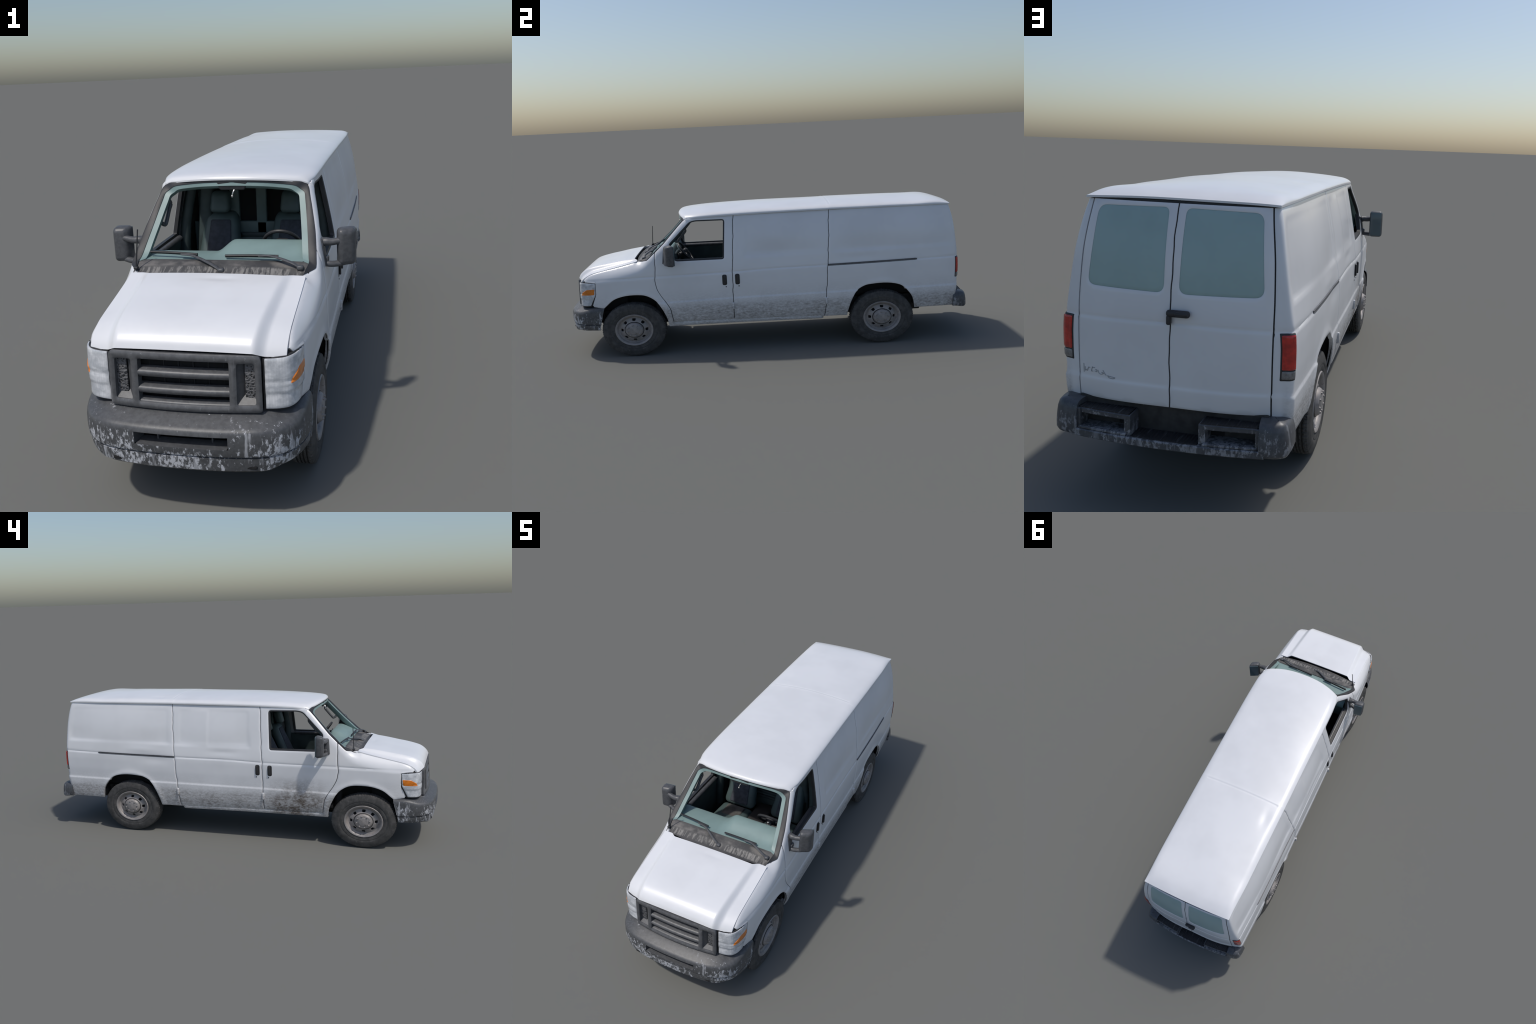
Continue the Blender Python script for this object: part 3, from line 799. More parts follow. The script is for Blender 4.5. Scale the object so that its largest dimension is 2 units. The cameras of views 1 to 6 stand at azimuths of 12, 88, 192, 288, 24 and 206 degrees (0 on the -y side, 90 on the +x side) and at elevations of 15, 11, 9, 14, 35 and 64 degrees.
mk('windscreen_surround', V, grid_faces(m, 5), TRIM, smooth=50)
# cab-side trim of the windscreen opening (vinyl edge, glass tint put into its colour)
rows_ = [I - nrm*.0015, I*1 - nrm*.004 + (np.array([0, -.5, .575]) - I)*.075, I - nrm*.020 + (np.array([0, -.48, .575]) - I)*.065, O - nrm*.022 + [0, .012, -.004]]
V = np.stack(rows_, 1).reshape(-1, 3)
mk('windscreen_inner_trim', V, grid_faces(m, 4), TEAL, smooth=60)
# mirror mount dipping from the header, with a small bright stalk
V, F = rbox((0, -.4280, .6610), (.088, .010, .026), .005, shape=lambda P: P*np.stack([1 - .22*np.clip((.668-P[:, 2])/.02, 0, 1), np.ones(len(P)), np.ones(len(P))], 1))
mk('header_console', V, F, TRIM)
V, F = join(tube(smooth_path([(.006, -.430, .650), (.003, -.4345, .643), (.001, -.436, .636)], 8), .0018, 8), rbox((.0005, -.436, .6325), (.006, .005, .007), .002))
mk('mirror_stalk', V, F, CHROME)

for side in (1, -1):
    sg = np.array([side, 1, 1])
    # cab-side cover of the screen pillar
    P = smooth_path(np.array([(.221, -.530, .488), (.218, -.512, .518), (.2135, -.476, .5550), (.2065, -.432, .598), (.2005, -.398, .633), (.195, -.373, .650)])*sg, 30)
    V, F = tube(P, np.linspace(.014, .011, len(P)), 12, squash=.62, up=(side*1., .0, .25)); mk('pillar_cover', V, F, TEAL)
    # grab handle on the pillar
    P = smooth_path(np.array([(.206, -.452, .560), (.200, -.438, .552), (.1975, -.428, .562), (.1965, -.405, .588), (.1945, -.394, .603), (.198, -.398, .615), (.204, -.408, .617)])*sg, 36)
    V, F = tube(P, .0058, 10); mk('grab_handle', V, F, PLASTIC)

# ---- wipers, aerial ---------------------------------------------------
def wiper(base, elbow, b0, b1):
    arm = smooth_path([base, np.array(base)*.65 + np.array(elbow)*.35 + [0, -.004, .005], elbow, np.array(elbow)*.6 + np.array(b0)*.1 + np.array(b1)*.3], 24)
    r = np.linspace(.0068, .0035, len(arm))
    bl = smooth_path([b0, (np.array(b0)+np.array(b1))/2 + [0, 0, .001], b1], 20)
    piv = rbox(base, (.018, .018, .014), .006)
    V, F = join(tube(arm, r, 10, squash=.6), piv); a = mk('wiper_arm', V, F, PLASTIC)
    V, F = join(tube(bl, .0042, 8, squash=.7), tube(bl + [0, .003, -.004], .0022, 6))
    mk('wiper_blade', V, F, TRIM, parent=a)
wiper((.0077, -.620, .4735), (-.0772, -.5745, .4985), (-.0689, -.5670, .5015), (-.2049, -.5530, .5035))
wiper((.2100, -.604, .4800), (.1339, -.5790, .5020), (.1490, -.5735, .5015), (.0072, -.5685, .4990))
V, F = join(tube([(-.223, -.6175, .476), (-.222, -.617, .490), (-.213, -.611, .5780)], [.0024, .0021, .0018], 8), rbox((-.2235, -.6175, .4760), (.012, .012, .008), .003))
mk('aerial', V, F, TRIM)

# ---- headlights -------------------------------------------------------
hl_plan = smooth_path([(.1770, -.9315), (.2040, -.9280), (.2250, -.9200), (.2380, -.9030), (.2455, -.8770), (.2492, -.8420)], 60)
hd = np.r_[0, np.cumsum(np.linalg.norm(np.diff(hl_plan, axis=0), axis=1))]; HL = hd[-1]
def lamp_pt(P):
    t, z = P[:, 0], P[:, 1]
    x = np.interp(t, hd, hl_plan[:, 0]); y = np.interp(t, hd, hl_plan[:, 1])
    k = np.clip((z-.258)/.115, 0, 1)
    push = .004*(1-k)                             # lower edge leans forward a little
    tx = np.interp(t+.001, hd, hl_plan[:, 0]) - np.interp(t-.001, hd, hl_plan[:, 0]); ty = np.interp(t+.001, hd, hl_plan[:, 1]) - np.interp(t-.001, hd, hl_plan[:, 1])
    l = np.hypot(tx, ty) + 1e-9; nx, ny = ty/l, -tx/l
    # stepped reflector relief
    d = push + .0016*np.sin(np.clip((z-.300)/.012, -1, 1)*math.pi/2) - .0022*np.exp(-((z-.3215)/.004)**2) + .0015*np.exp(-((z-.3005)/.003)**2)
    return np.stack([x + nx*d, y + ny*d, z], 1)
for side in (1, -1):
    mir = side < 0
    o = round_poly([(.001, .2590), (HL-.0330, .2630), (HL-.0045, .3180), (HL-.0030, .3735), (HL*.55, .3770), (.001, .3740)], [.002, .004, .01, .004, .02, .002])
    V, F = panel(o, lamp_pt, .004, depth=.014, edge=.0015); hl = mk('headlight', V, F, HEADLIGHT, mirror=mir)
    o = round_poly([(HL*.41, .3155), (HL-.010, .3180), (HL-.006, .3460), (HL*.66, .3440), (HL*.47, .3290)], .004)
    V, F = panel(o, lambda P: lamp_pt(P) + [.0012, -.0012, 0], .004, depth=.004, inset=.0015, seg=.003)
    mk('turn_signal', V, F, ORANGE, parent=hl, mirror=mir)
    # dark bucket behind with a thin visible rim
    o = round_poly([(-.004, .2545), (HL-.0315, .2580), (HL-.0005, .3165), (HL+.002, .3780), (HL*.55, .3795), (-.004, .3750)], [.002, .004, .01, .004, .02, .002])
    V, F = panel(o, lambda P: lamp_pt(np.stack([np.clip(P[:, 0], 0, HL), P[:, 1]], 1)) + np.array([0., .0030, 0]) + np.array([-.0035, 0, 0]), .006, depth=.02)
    mk('headlight_rim', V, F, TRIM, parent=hl, mirror=mir)

# ---- grille -------------------------------------------------------------
def gy(x, z=.32):
    k = np.clip((.385-z)/.13, 0, 1)
    return -.9385 - (.0060 + .0090*k)*(1 - (np.asarray(x)/.175)**2) - .003*k
def gmap(d): return lambda P: np.stack([P[:, 0], gy(P[:, 0], P[:, 1]) + d, P[:, 1]], 1)
frame = round_poly([(-.1735, .2545), (.1735, .2545), (.1720, .3845), (-.1720, .3845)], [.008, .008, .016, .016])
holes = [round_poly([(-.1030, .2690), (.1030, .2690), (.1030, .3680), (-.1030, .3680)], .004),
         round_poly([(.1190, .2715), (.1600, .2715), (.1580, .3660), (.1190, .3660)], .006),
         round_poly([(-.1600, .2715), (-.1190, .2715), (-.1190, .3660), (-.1580, .3660)], .006)]
V, F = panel(frame, gmap(-.004), .006, holes=holes, out=1, depth=.022, edge=.003, inset=.005)
gr = mk('radiator_grille', V, F, GRILLE)
xs = np.linspace(-.1045, .1045, 40)
for zc in (.3345, .2965, .2685):
    prof = [(.024, .010), (.005, .0085), (-.0005, .0055), (-.002, .001), (.0005, -.0055), (.004, -.0085), (.024, -.0095)]
    if zc < .27: prof = [(.022, .005), (.004, .0045), (.0005, .001), (.0, -.004), (.020, -.006)]
    V = [(x, float(gy(x, zc)) + d, zc + h) for x in xs for d, h in prof]
    mk('grille_bar', V, grid_faces(40, len(prof)), GRILLE, parent=gr, smooth=50)
for i in range(6):
    x = -.085 + i*.034
    V, F = rbox((x, float(gy(x)) + .034, .318), (.0022, .012, .100), .001)
    mk('grille_rib', V, F, TRIM, parent=gr)
for sx in (1, -1):
    # recessed vent with mesh: sloping inner floor
    V, F = rbox((sx*.1480, -.9290, .3230), (.028, .006, .092), .002); mk('vent_mesh', V, F, MESH, parent=gr)
    V = [(sx*.119, float(gy(.119, .2715)) + .001, .2715), (sx*.160, float(gy(.160, .2715)) + .001, .2715), (sx*.160, -.925, .2880), (sx*.119, -.925, .2880)]
    mk('vent_floor', V, [(0, 1, 2, 3)] if sx > 0 else [(3, 2, 1, 0)], GRILLE, parent=gr)
    V = [(sx*.1180, float(gy(.118, .268)) + .001, .268), (sx*.1340, -.925, .270), (sx*.1340, -.925, .368), (sx*.1180, float(gy(.118, .368)) + .001, .368)]
    mk('vent_wall', V, [(3, 2, 1, 0)] if sx > 0 else [(0, 1, 2, 3)], PLASTIC, parent=gr)
V, F = rbox((0, -.905, .315), (.352, .030, .135), .004); mk('nose_fill', V, F, BLACKFILL)  # black box added to fill the nose behind the grille
V, F = rbox((0, -.80, .30), (.40, .20, .16), .01); mk('engine_bay_fill', V, F, BLACKFILL)  # solid black block filling the space under the bonnet

# ---- front bumper ---------------------------------------------------------
fb = smooth_path([(0, -1.0005), (.04, -1.0000), (.0799, -.9985), (.105, -.9965), (.135, -.9930), (.165, -.9880), (.195, -.9775), (.220, -.9620), (.2415, -.9370),
                  (.2545, -.9060), (.2610, -.8690), (.2635, -.8350), (.2640, -.8080)], 120)
side_n = len(fb)
tang = np.gradient(fb, axis=0); tang /= np.linalg.norm(tang, axis=1)[:, None]
nrm2 = np.stack([-tang[:, 1], tang[:, 0]], 1)
if nrm2[0, 1] > 0: nrm2 = -nrm2     # outward at the nose = -y
prof = [(.060, .1365), (.036, .1350), (.018, .1360), (.0100, .1430), (.0070, .1550), (.0060, .1655), (.0150, .1685), (.0040, .1715), (.0018, .1780),
        (.0010, .1900), (.0008, .2040), (.0015, .2185), (.0030, .2260), (.0065, .2308), (.0130, .2345), (.0300, .2425), (.0480, .2510), (.0640, .2550)]
sprof = [(.030, .1385), (.012, .1380), (.006, .1400), (.0025, .1480), (.0015, .1580), (.0012, .1660), (.0075, .1690), (.0000, .1715), (-.0005, .1780),
         (-.0005, .1900), (-.0003, .2040), (.0, .2185), (.0008, .2290), (.0020, .2375), (.0050, .2440), (.0110, .2490), (.0260, .2520), (.0360, .2530)]
prof, sprof = np.array(prof), np.array(sprof)
V = []
full = list(range(side_n-1, 0, -1)) + list(range(side_n))
signs = [-1]*(side_n-1) + [1]*side_n
for i, sg in zip(full, signs):
    x, y = fb[i]; k = float(sstep(-.955, -.86, y))
    pr_ = prof*(1-k) + sprof*k
    for d, z in pr_:
        # centre valance hangs a little lower between the tow slots
        zz_ = z - (.0075*float(1-sstep(.19, .225, x)) if z < .150 else 0)
        xx = x - nrm2[i, 0]*0
        px, py = x - nrm2[i, 0]*d, y - nrm2[i, 1]*d
        if d > .03: px = min(px, x)
        shear = float(sstep(-.88, -.808, y))*(.253 - z)*-.26
        V.append((sg*max(px, 0) if x > 0 else 0., py + shear, zz_))
V = np.array(V); npf = len(prof); nu = len(full)
Fb = []
r0, r1 = 9, 11   # rows of the opening
xc = np.array([sg*fb[i][0] for i, sg in zip(full, signs)])
cols_open = [j for j in range(nu-1) if abs(xc[j]) < .1055 and abs(xc[j+1]) < .1055]
openset = set()
for j in range(nu-1):
    for r in range(npf-1):
        a = j*npf+r
        if j in cols_open and r0 <= r < r1: openset.add((j, r)); continue
        Fb.append((a, a+npf, a+npf+1, a+1))
# walls of the opening
j0, j1 = cols_open[0], cols_open[-1]+1
loop = [(j, r0) for j in range(j0, j1+1)] + [(j1, r) for r in range(r0+1, r1+1)] + [(j, r1) for j in range(j1-1, j0-1, -1)] + [(j0, r) for r in range(r1-1, r0, -1)]
k = len(V); cz = .204
inn = [V[j*npf+r] + [-.010*np.sign(V[j*npf+r][0])*(j in (j0, j1)), .034, (.004 if r == r0 else 0)] for j, r in loop]
V = np.concatenate([V, inn]); n = len(loop)
Fb += [(loop[i][0]*npf+loop[i][1], k+i, k+(i+1) % n, loop[(i+1) % n][0]*npf+loop[(i+1) % n][1]) for i in range(n)]
bumper = mk('front_bumper', V, Fb, BUMPER, smooth=40)
bumper.data.materials.append(PLASTIC)
for p_ in list(bumper.data.polygons)[-n:]: p_.material_index = 1
V, F = rbox((0, -.945, .204), (.23, .02, .05), .002); mk('intake_dark_block', V, F, BLACKFILL, parent=bumper)  # black block added behind the opening to keep it dark
for x in (-.058, .066):
    V, F = rbox((x, -.968, .203), (.004, .012, .026), .0012); mk('intake_rib', V, F, PLASTIC, parent=bumper)
for sx in (1, -1):
    V, F = rbox((sx*.1440, -.9780, .1440), (.040, .010, .009), .003); mk('tow_slot_dark_block', V, F, BLACKFILL, parent=bumper)  # dark block standing in for a slot, nothing is cut

# ---- rear bumper ----------------------------------------------------------
def ry(x): return 1.0000 - .34*np.asarray(x)**2
def cbox(x0, x1, z0, z1, d0, d1, n=16, r=.0):
    """curved block following the bumper bow; d = distance in front of the outer face"""
    xs = np.linspace(x0, x1, n); V = []
    pf = [(d0, z0), (d0, z1), (d1, z1), (d1, z0)]
    b = .0022
    pf = [(d0+b, z0), (d0, z0+b), (d0, z1-b), (d0+b, z1), (d1, z1), (d1, z0)]
    for x in xs:
        for d, z in pf: V.append((x, float(ry(x)) - d, z))
    m = len(pf); F = []
    for i in range(n-1):
        for j in range(m):
            F.append((i*m+j, i*m+(j+1) % m, (i+1)*m+(j+1) % m, (i+1)*m+j))
    F.append(tuple(range(m))[::-1]); F.append(tuple((n-1)*m+j for j in range(m)))
    return V, F
shelf = cbox(-.215, .215, .1620, .1790, .0, .085, 40)
V, F = shelf; rb = mk('rear_bumper', V, F, REARBUMPER)
V, F = cbox(-.074, .074, .1785, .1803, .006, .075, 20); mk('step_pad', V, F, STEP, parent=rb)
for sx in (1, -1):
    blocks = [cbox(.0760, .0905, .178, .2240, .0100, .080, 4), cbox(.1960, .2120, .178, .2240, .0070, .080, 4),
              cbox(.0850, .2000, .2120, .2240, .0100, .080, 12), cbox(.0850, .2000, .178, .1850, .0040, .080, 12)]
    V, F = join(*blocks); mk('bumper_step', V, F, REARBUMPER, parent=rb, mirror=sx < 0, smooth=0)
    V, F = cbox(.0800, .2050, .2238, .2256, .012, .075, 12); mk('step_pad', V, F, STEP, parent=rb, mirror=sx < 0)
    V, F = cbox(.088, .198, .184, .213, .050, .055, 6); mk('bumper_dark_plate', V, F, BLACKFILL, parent=rb, mirror=sx < 0)  # dark plate added inside the step hole
    # moulded corner
    plan = smooth_path([(.2040, float(ry(.204))), (.2300, .9830), (.2490, .9770), (.2605, .9670), (.2660, .9510), (.2680, .9300), (.2680, .9100)], 30)
    tg = np.gradient(plan, axis=0); tg /= np.linalg.norm(tg, axis=1)[:, None]; nn = np.stack([-tg[:, 1], tg[:, 0]], 1)
    if nn[0, 1] < 0: nn = -nn
    pf = [(.030, .1640), (.010, .1620), (.0040, .1640), (.0, .1710), (.0, .1850), (.0010, .2000), (.0035, .2180), (.0070, .2285), (.0125, .2345), (.0250, .2375), (.0600, .2385)]
    V = []
    for i in range(len(plan)):
        for d, z in pf:
            p = plan[i] - nn[i]*d
            zz_ = z if z > .2 else z + .006*float(sstep(.97, .92, plan[i][1]))
            V.append((min(p[0], .2680), max(p[1], .895), zz_))
    m = len(pf); F = grid_faces(len(plan), m)
    F = [tuple(reversed(q)) for q in F] + [tuple(range(m)), tuple((len(plan)-1)*m+j for j in range(m))[::-1]]
    mk('bumper_corner', V, F, REARBUMPER, parent=rb, mirror=sx < 0, smooth=45)
V, F = rbox((0, .925, .203), (.43, .040, .078), .004); mk('bumper_mount', V, F, GREYMETAL, parent=rb)

# ---- mirrors ---------------------------------------------------------------
def mirror_shape(P, tilt=.5):
    P = np.array(P); k = np.clip((-.462 - P[:, 1])/.03, 0, 1)          # front swells in to a dome
    P[:, 0] = .3150 + (P[:, 0]-.3150)*(1 - .30*k*k) + .004*k
    P[:, 2] = .5030 + (P[:, 2]-.5030)*(1 - .12*k*k)
    P[:, 0] += .004*np.clip((P[:, 2]-.503)/.05, -1, 1)*0
    P[:, 1] += (P[:, 0]-.315)*tilt
    return P
for side in (1, -1):
    mir = side < 0
    ms = lambda P, t_=(.5 if side > 0 else -.12): mirror_shape(P, t_)
    V, F = rbox((.3150, -.4720, .5035), (.0500, .0400, .1030), .0120, 5, ms); mh = mk('side_mirror', V, F, PLASTIC, mirror=mir)
    V, F = rbox((.3150, -.4530, .5035), (.0430, .0040, .0930), .0019, 2, ms); mk('mirror_glass', V, F, MIRROR, parent=mh, mirror=mir)
    P = smooth_path([(.2545, -.485, .5180), (.2640, -.488, .5195), (.2800, -.488, .5190), (.3080, -.483, .5230)], 16)
    V1, F1 = tube(P, np.linspace(.0140, .0095, len(P)), 12, squash=.9)
    P = smooth_path([(.2520, -.490, .4640), (.2700, -.493, .4600), (.2900, -.487, .4590), (.3120, -.478, .4620)], 16)
    V2, F2 = tube(P, np.linspace(.0100, .0100, len(P)), 12, squash=.85)
    V3, F3 = rbox((.2500, -.4900, .4925), (.0160, .0340, .0760), .0070, 4, lambda P: P + np.stack([.003-(P[:, 2]-.4925)*.16, (P[:, 2]-.4925)*.10, np.zeros(len(P))], 1))
    V4, F4 = rbox((.2610, -.4860, .4720), (.0180, .0240, .0180), .005)
    V, F = join((V1, F1), (V2, F2), (V3, F3), (V4, F4)); mk('mirror_arm', V, F, PLASTIC, parent=mh, mirror=mir)

# ---- wheels -----------------------------------------------------------------
RY = 1.185      # the wheels stand slightly longer than tall
R = .1330
tp = [(-.060, .074), (-.0625, .082), (-.0650, .095), (-.0655, .108), (-.0635, .122), (-.0590, .1300)]
tread = []
xs = np.linspace(-.0540, -.0100, 29)
for i, x in enumerate(xs):
    groove = any(abs(x - g) < .0014 for g in (-.0455, -.0365, -.0275, -.0185))
    tread.append((x, R - .0004 - (.0045 if groove else 0) - (.0012 if i in (0, 28) else 0)))
tp2 = [(-.0062, .1305), (-.0030, .1240), (.0005, .110), (.0008, .104), (.0002, .098), (-.0008, .0965), (.0000, .0950), (-.0010, .0860), (-.0030, .0790), (-.0050, .0760)]
prof = tp + tread + tp2
shoulder = {j for j, (x, r) in enumerate(prof) if r > .1262 and (x < -.046 or x > -.018)}
def tmod(k, j):
    if j in shoulder and (k % 4) == 0: return -.0022
    if prof[j][1] > .129 and ((k + 2*int(abs(prof[j][0])*300)) % 6) == 0: return -.0018
    return 0
TV, TF = lathe(prof, 288, mod=tmod)
me = bpy.data.meshes.new('tyre'); me.from_pydata([(x, y*RY, z) for x, y, z in TV], [], TF); me.update()
me.polygons.foreach_set('use_smooth', [True]*len(me.polygons)); me.set_sharp_from_angle(angle=math.radians(32)); me.materials.append(RUBBER)
tyre_me = me
def stretch(V): return [(x, y*RY, z) for x, y, z in V]
def mesh_only(name, V, F, mat, ang=40):
    me = bpy.data.meshes.new(name); me.from_pydata(stretch(V), [], [tuple(int(i) for i in f) for f in F]); me.validate(); me.update()
    me.polygons.foreach_set('use_smooth', [True]*len(me.polygons)); me.set_sharp_from_angle(angle=math.radians(ang)); me.materials.append(mat); return me
rim = lathe([(-.055, .074), (-.030, .068), (-.012, .0665), (-.0035, .0700), (-.0005, .0745), (.0002, .0775), (-.0030, .0795), (-.006, .0790)], 96)
rimlip = lathe([(-.010, .0675), (-.014, .0650), (-.0165, .0615)], 96)
def disc_pt(P):
    r = np.hypot(P[:, 0], P[:, 1])
    x = curve([(0, -.006), (.034, -.006), (.039, -.0075), (.046, -.0095), (.053, -.0135), (.059, -.0170), (.066, -.0185)])(r)
    return np.stack([x, P[:, 0], P[:, 1]], 1)
circ = lambda r, n=72, cx=0, cy=0: [(cx + r*math.cos(2*math.pi*k/n), cy + r*math.sin(2*math.pi*k/n)) for k in range(n)]
holes = []
for k in range(8):
    a = 2*math.pi*(k+.5)/8 + .39; c, s = math.cos(a), math.sin(a)
    oval = round_poly([(.0455, -.0066), (.0575, -.0078), (.0575, .0078), (.0455, .0066)], .004, 4)
    holes.append([(p[0]*c - p[1]*s, p[0]*s + p[1]*c) for p in oval])
disc = panel(circ(.0655), disc_pt, .004, holes=holes, out=1, depth=.006, edge=.0008, inset=.0016, seg=.0025)
rim_me = mesh_only('rim', *join(rim, rimlip, disc), STEEL)
cap = lathe([(-.008, .0385), (-.0040, .0372), (-.0020, .0360), (.0010, .0345), (.0040, .0320), (.0052, .0290), (.0050, .0225), (.0066, .0205), (.0075, .0160), (.0080, .0)], 72)
bumps = []
for k in range(8):
    a = 2*math.pi*k/8 + .2
    v, f_ = lathe([(.003, .0036), (.0078, .0033), (.0090, .0022), (.0093, 0)], 12)
    bumps.append(([(x, y + .0268*math.cos(a), z + .0268*math.sin(a)) for x, y, z in v], f_))
cap_me = mesh_only('hub_cap', *join(cap, *bumps), STEEL)
ring_me = mesh_only('hub_seat', *lathe([(-.0085, .0410), (-.0050, .0395), (-.0055, .0375)], 64), TRIM)
drum_me = mesh_only('brake_drum', *lathe([(-.050, .0), (-.050, .060), (-.026, .060), (-.024, .055), (-.024, 0)], 40), BLACKFILL)
for side in (1, -1):
    for yc in (-.6715, .5555):
        w = link(bpy.data.objects.new('wheel', None), ROOT); w.location = (side*.2650, yc, R)
        if side < 0: w.rotation_euler = (0, 0, math.pi)
        for nm, me_ in (('tyre', tyre_me), ('rim', rim_me), ('hub_cap', cap_me), ('hub_seat', ring_me), ('brake_drum', drum_me)):
            link(bpy.data.objects.new(nm, me_), w)
for yc in (-.6715, .5555):
    V, F = join(tube([(-.205, yc, R), (.205, yc, R)], .016, 16), rbox((0.03 if yc > 0 else .0, yc, R+.004), (.09, .085, .075), .03, 5)); mk('axle', V, F, GREYMETAL)

# ---- underbody ----------------------------------------------------------------
V, F = rbox((0, .02, .190), (.366, 1.80, .070), .006); mk('underbody', V, F, GREYMETAL)
V, F = rbox((0, -.055, .166), (.500, .870, .026), .006); mk('floor_pan', V, F, GREYMETAL)
V, F = rbox((0, .815, .195), (.480, .19, .040), .006); mk('floor_pan', V, F, GREYMETAL)
for sx in (1, -1):
    V, F = rbox((sx*.12, .0, .145), (.03, 1.55, .035), .006); mk('chassis_rail', V, F, GREYMETAL)
V, F = tube(smooth_path([(-.07, -.45, .130), (-.08, 0, .125), (-.10, .35, .130), (-.12, .62, .160), (-.15, .85, .150)], 40), .012, 12); mk('exhaust_pipe', V, F, GREYMETAL)

# ---- cabin ----------------------------------------------------------------------
V, F = rbox((0, -.25, .195), (.49, .54, .02), .004); mk('cab_floor', V, F, BLACKFILL)
V, F = rbox((0, -.545, .33), (.45, .03, .28), .01); mk('firewall', V, F, BLACKFILL)
# dashboard: flat passenger shelf and a raised binnacle in front of the driver
xs = np.linspace(-.228, .228, 70); V = []
for x in xs:
    hump = float(sstep(-.040, .016, x))*(1 - .5*float(sstep(.200, .228, x)))
    pts = [(-.578, .4860), (-.545, .4895 + .006*hump), (-.505, .4895 + .024*hump), (-.478, .4870 + .0330*hump), (-.463, .4800 + .0330*hump), (-.460, .455 + .02*hump), (-.470, .43), (-.480, .36), (-.500, .30)]
    for y, z in smooth_path(pts, 32): V.append((x*(1 - .04*float(sstep(-.52, -.58, y))), y, z))
mk('dashboard', V, grid_faces(70, len(V)//70), TEAL, smooth=60)
V, F = join(rbox((.13, -.456, .468), (.11, .02, .05), .006), rbox((0, -.462, .43), (.10, .02, .09), .006)); mk('instrument_panel', V, F, DTEAL)
# steering wheel
c0 = np.array([.131, -.4065, .4900]); upv = np.array([0, -.60, .80]); rt = np.array([1., 0, 0]); ax = np.cross(rt, upv)
ringp = [c0 + .0520*math.cos(a)*rt + .0575*math.sin(a)*upv for a in np.linspace(0, 2*math.pi, 48, endpoint=False)]
V, F = tube(ringp, .0052, 10, closed=True, up=tuple(ax)); sw = mk('steering_wheel', V, F, TRIM)
parts = [tube([c0 - ax*.0, c0 + .05*math.cos(a)*rt + .055*math.sin(a)*upv], [.007, .004], 8) for a in (-.35, math.pi+.35, -math.pi/2)]
V, F = join(rbox(c0, (.040, .022, .034), .010, 4), tube([c0, c0 + np.array([0, -.06, -.035])], .012, 12), tube([c0 + [.0, -.03, -.01], c0 + [.055, -.03, .004]], .0025, 8), *parts)
mk('steering_column', V, F, TRIM, parent=sw)
V, F = rbox(c0 + [.0, -.020, .004], (.010, .010, .010), .004); mk('ignition_bezel', V, F, CHROME, parent=sw)
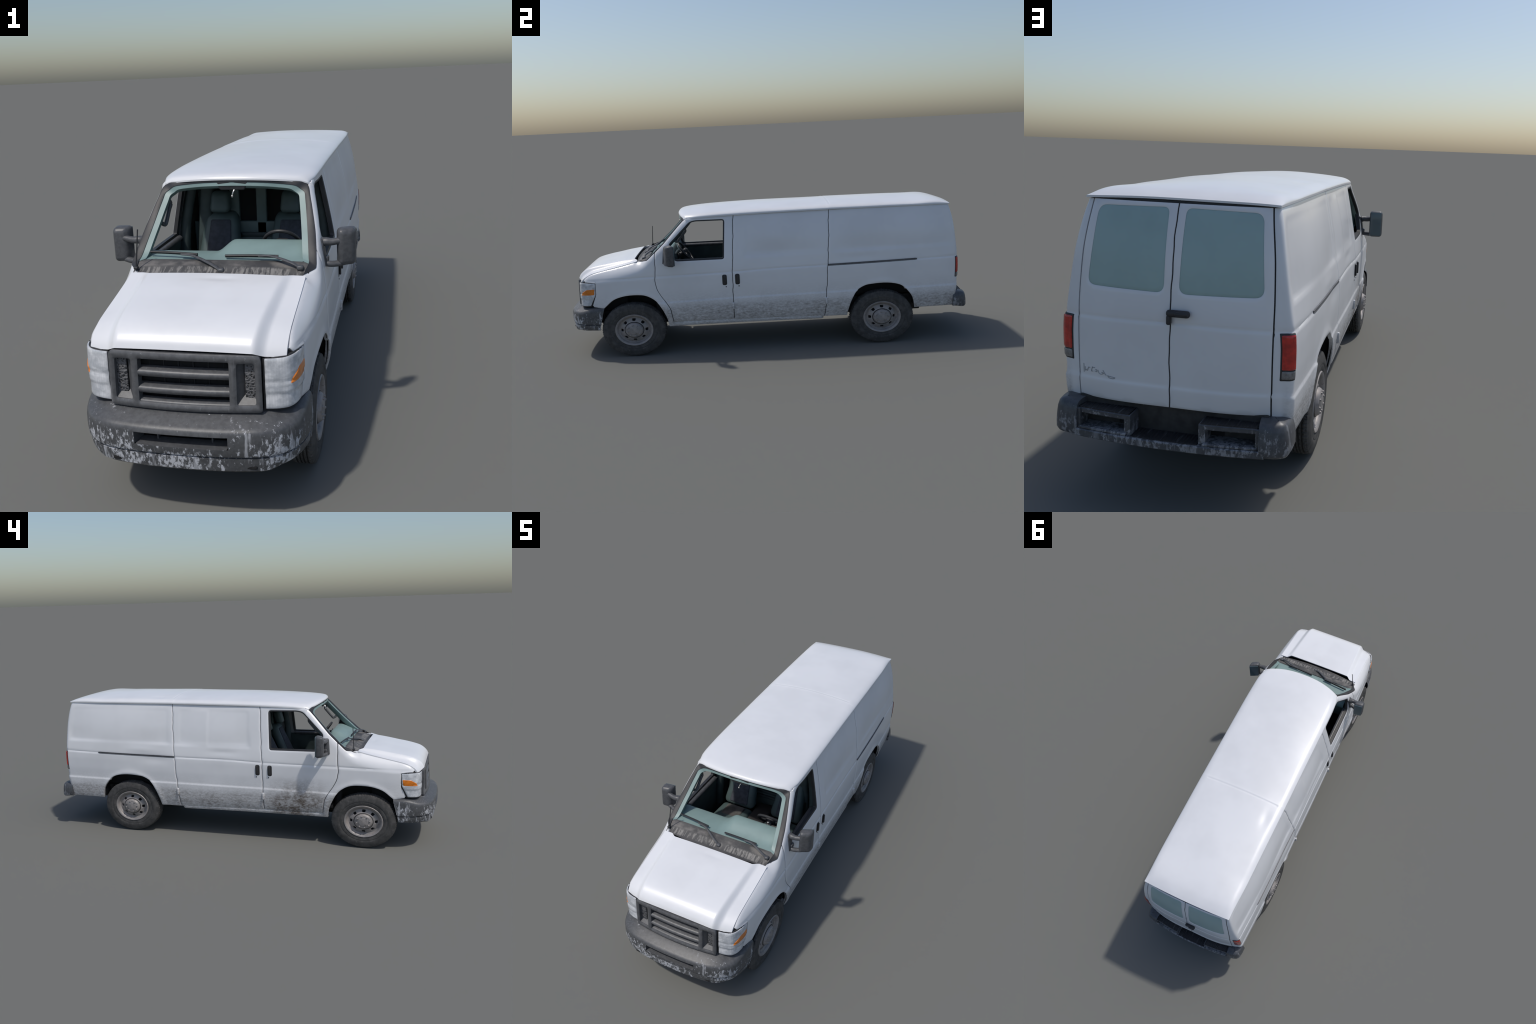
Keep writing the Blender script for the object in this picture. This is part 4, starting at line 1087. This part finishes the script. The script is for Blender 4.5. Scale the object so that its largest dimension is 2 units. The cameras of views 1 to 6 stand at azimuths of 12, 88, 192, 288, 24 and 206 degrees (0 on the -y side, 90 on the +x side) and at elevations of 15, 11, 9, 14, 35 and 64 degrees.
# seats
def lean(P, y0=-.225, z0=.36, k=.46):
    P = np.array(P); P[:, 1] = P[:, 1] + (P[:, 2]-z0)*k; return P
for sx, xc_ in ((1, .118), (-1, -.110)):
    def back_shape(P, xc_=xc_):
        P = lean(P); t = np.clip((P[:, 2]-.36)/.17, 0, 1); P[:, 0] = xc_ + (P[:, 0]-xc_)*(1 - .36*t**2.4); return P
    V, F = rbox((xc_, -.208, .440), (.148, .046, .180), .022, 6, back_shape); st = mk('seat', V, F, SEATVINYL)
    def pad_shape(P, xc_=xc_):
        P = back_shape(P); return P
    V, F = rbox((xc_, -.2285, .438), (.088, .014, .140), .007, 4, pad_shape); mk('seat_back_pad', V, F, SEATCLOTH, parent=st)
    V, F = rbox((xc_, -.1555, .5650), (.066, .040, .068), .016, 6, lambda P, q=xc_: np.stack([q + (P[:, 0]-q)*(1-.10*np.clip((P[:, 2]-.55)/.04, 0, 1)), P[:, 1]+(P[:, 2]-.565)*.3, P[:, 2]], 1)); mk('headrest', V, F, SEATVINYL, parent=st)
    V, F = rbox((xc_, -.285, .336), (.148, .130, .050), .020, 6, lambda P: P - np.stack([np.zeros(len(P)), np.zeros(len(P)), (P[:, 1]+.288)*.10], 1)); mk('seat_cushion', V, F, SEATVINYL, parent=st)
    V, F = rbox((xc_, -.292, .357), (.086, .105, .014), .006, 4); mk('seat_cushion_pad', V, F, mat_plain('worn_seat_cloth', (.10, .095, .088), .9, .3, 30) if sx > 0 else bpy.data.materials['worn_seat_cloth'], parent=st)
    V, F = rbox((xc_, -.27, .26), (.09, .12, .14), .01); mk('seat_base', V, F, BLACKFILL, parent=st)
    # inner door trim, window ledge and B pillar
    o = [(-.462, .20), (-.185, .20), (-.185, .455), (-.45, .455), (-.535, .455), (-.535, .345), (-.500, .290)]
    V, F = panel(o, lambda P: side_point(P) - [.026, 0, 0], .02, out=-1, depth=-.006); mk('door_card', V, F, DTEAL, mirror=sx < 0)
    P = smooth_path([(.2385*sx, -.470, .4590), (.2375*sx, -.36, .4585), (.2370*sx, -.215, .4580)], 14); V, F = tube(P, .0105, 12, squash=.8); mk('window_ledge', V, F, PLASTIC)
    P = smooth_path([(.2300*sx, -.182, .30), (.2270*sx, -.180, .46), (.2120*sx, -.172, .56), (.1900*sx, -.168, .655)], 20); V, F = tube(P, .0130, 12, squash=1.3); mk('door_pillar_cover', V, F, DTEAL)
    V, F = rbox((.192*sx, -.125, .42), (.05, .07, .44), .02, shape=lambda P, s=sx: P - np.stack([s*.22*np.clip(P[:, 2]-.45, 0, 1), np.zeros(len(P)), np.zeros(len(P))], 1)); mk('cab_side_lining', V, F, DTEAL)
V, F = rbox((.0, -.27, .29), (.085, .24, .12), .015); mk('centre_console', V, F, mat_plain('console_dark', (.035, .032, .031), .7))
# bulkhead behind the seats
V, F = rbox((0, -.100, .40), (.42, .012, .50), .004, shape=lambda P: P*np.stack([1 - .9*np.clip(P[:, 2]-.45, 0, 1), np.ones(len(P)), np.ones(len(P))], 1)); mk('bulkhead_backing', V, F, BLACKFILL)  # black sheet added behind the frame so its openings read dark
bars = [rbox((x, -.120, .555), (w_, .020, .21), .004) for x, w_ in ((-.178, .030), (-.072, .032), (.017, .034), (.115, .03), (.175, .03))]
bars += [rbox((0, -.120, .470), (.42, .020, .050), .004), rbox((0, -.120, .375), (.42, .014, .145), .004), rbox((0, -.120, .650), (.36, .02, .02), .004)]
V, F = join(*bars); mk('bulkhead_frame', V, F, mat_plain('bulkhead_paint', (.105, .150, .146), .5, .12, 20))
for zc_ in (.452, .425, .40, .372):
    V, F = rbox((-.005, -.131, zc_), (.115, .012, .014), .003); mk('bulkhead_slat', V, F, DTEAL)
V, F = tube(smooth_path([(-.10, -.112, .50), (-.085, -.122, .545), (-.06, -.112, .50)], 12), .003, 6); mk('cargo_strap', V, F, DTEAL)
V, F = rbox((0, .45, .43), (.40, .86, .40), .02); mk('cargo_fill', V, F, BLACKFILL)  # solid black block added in place of the hidden cargo space
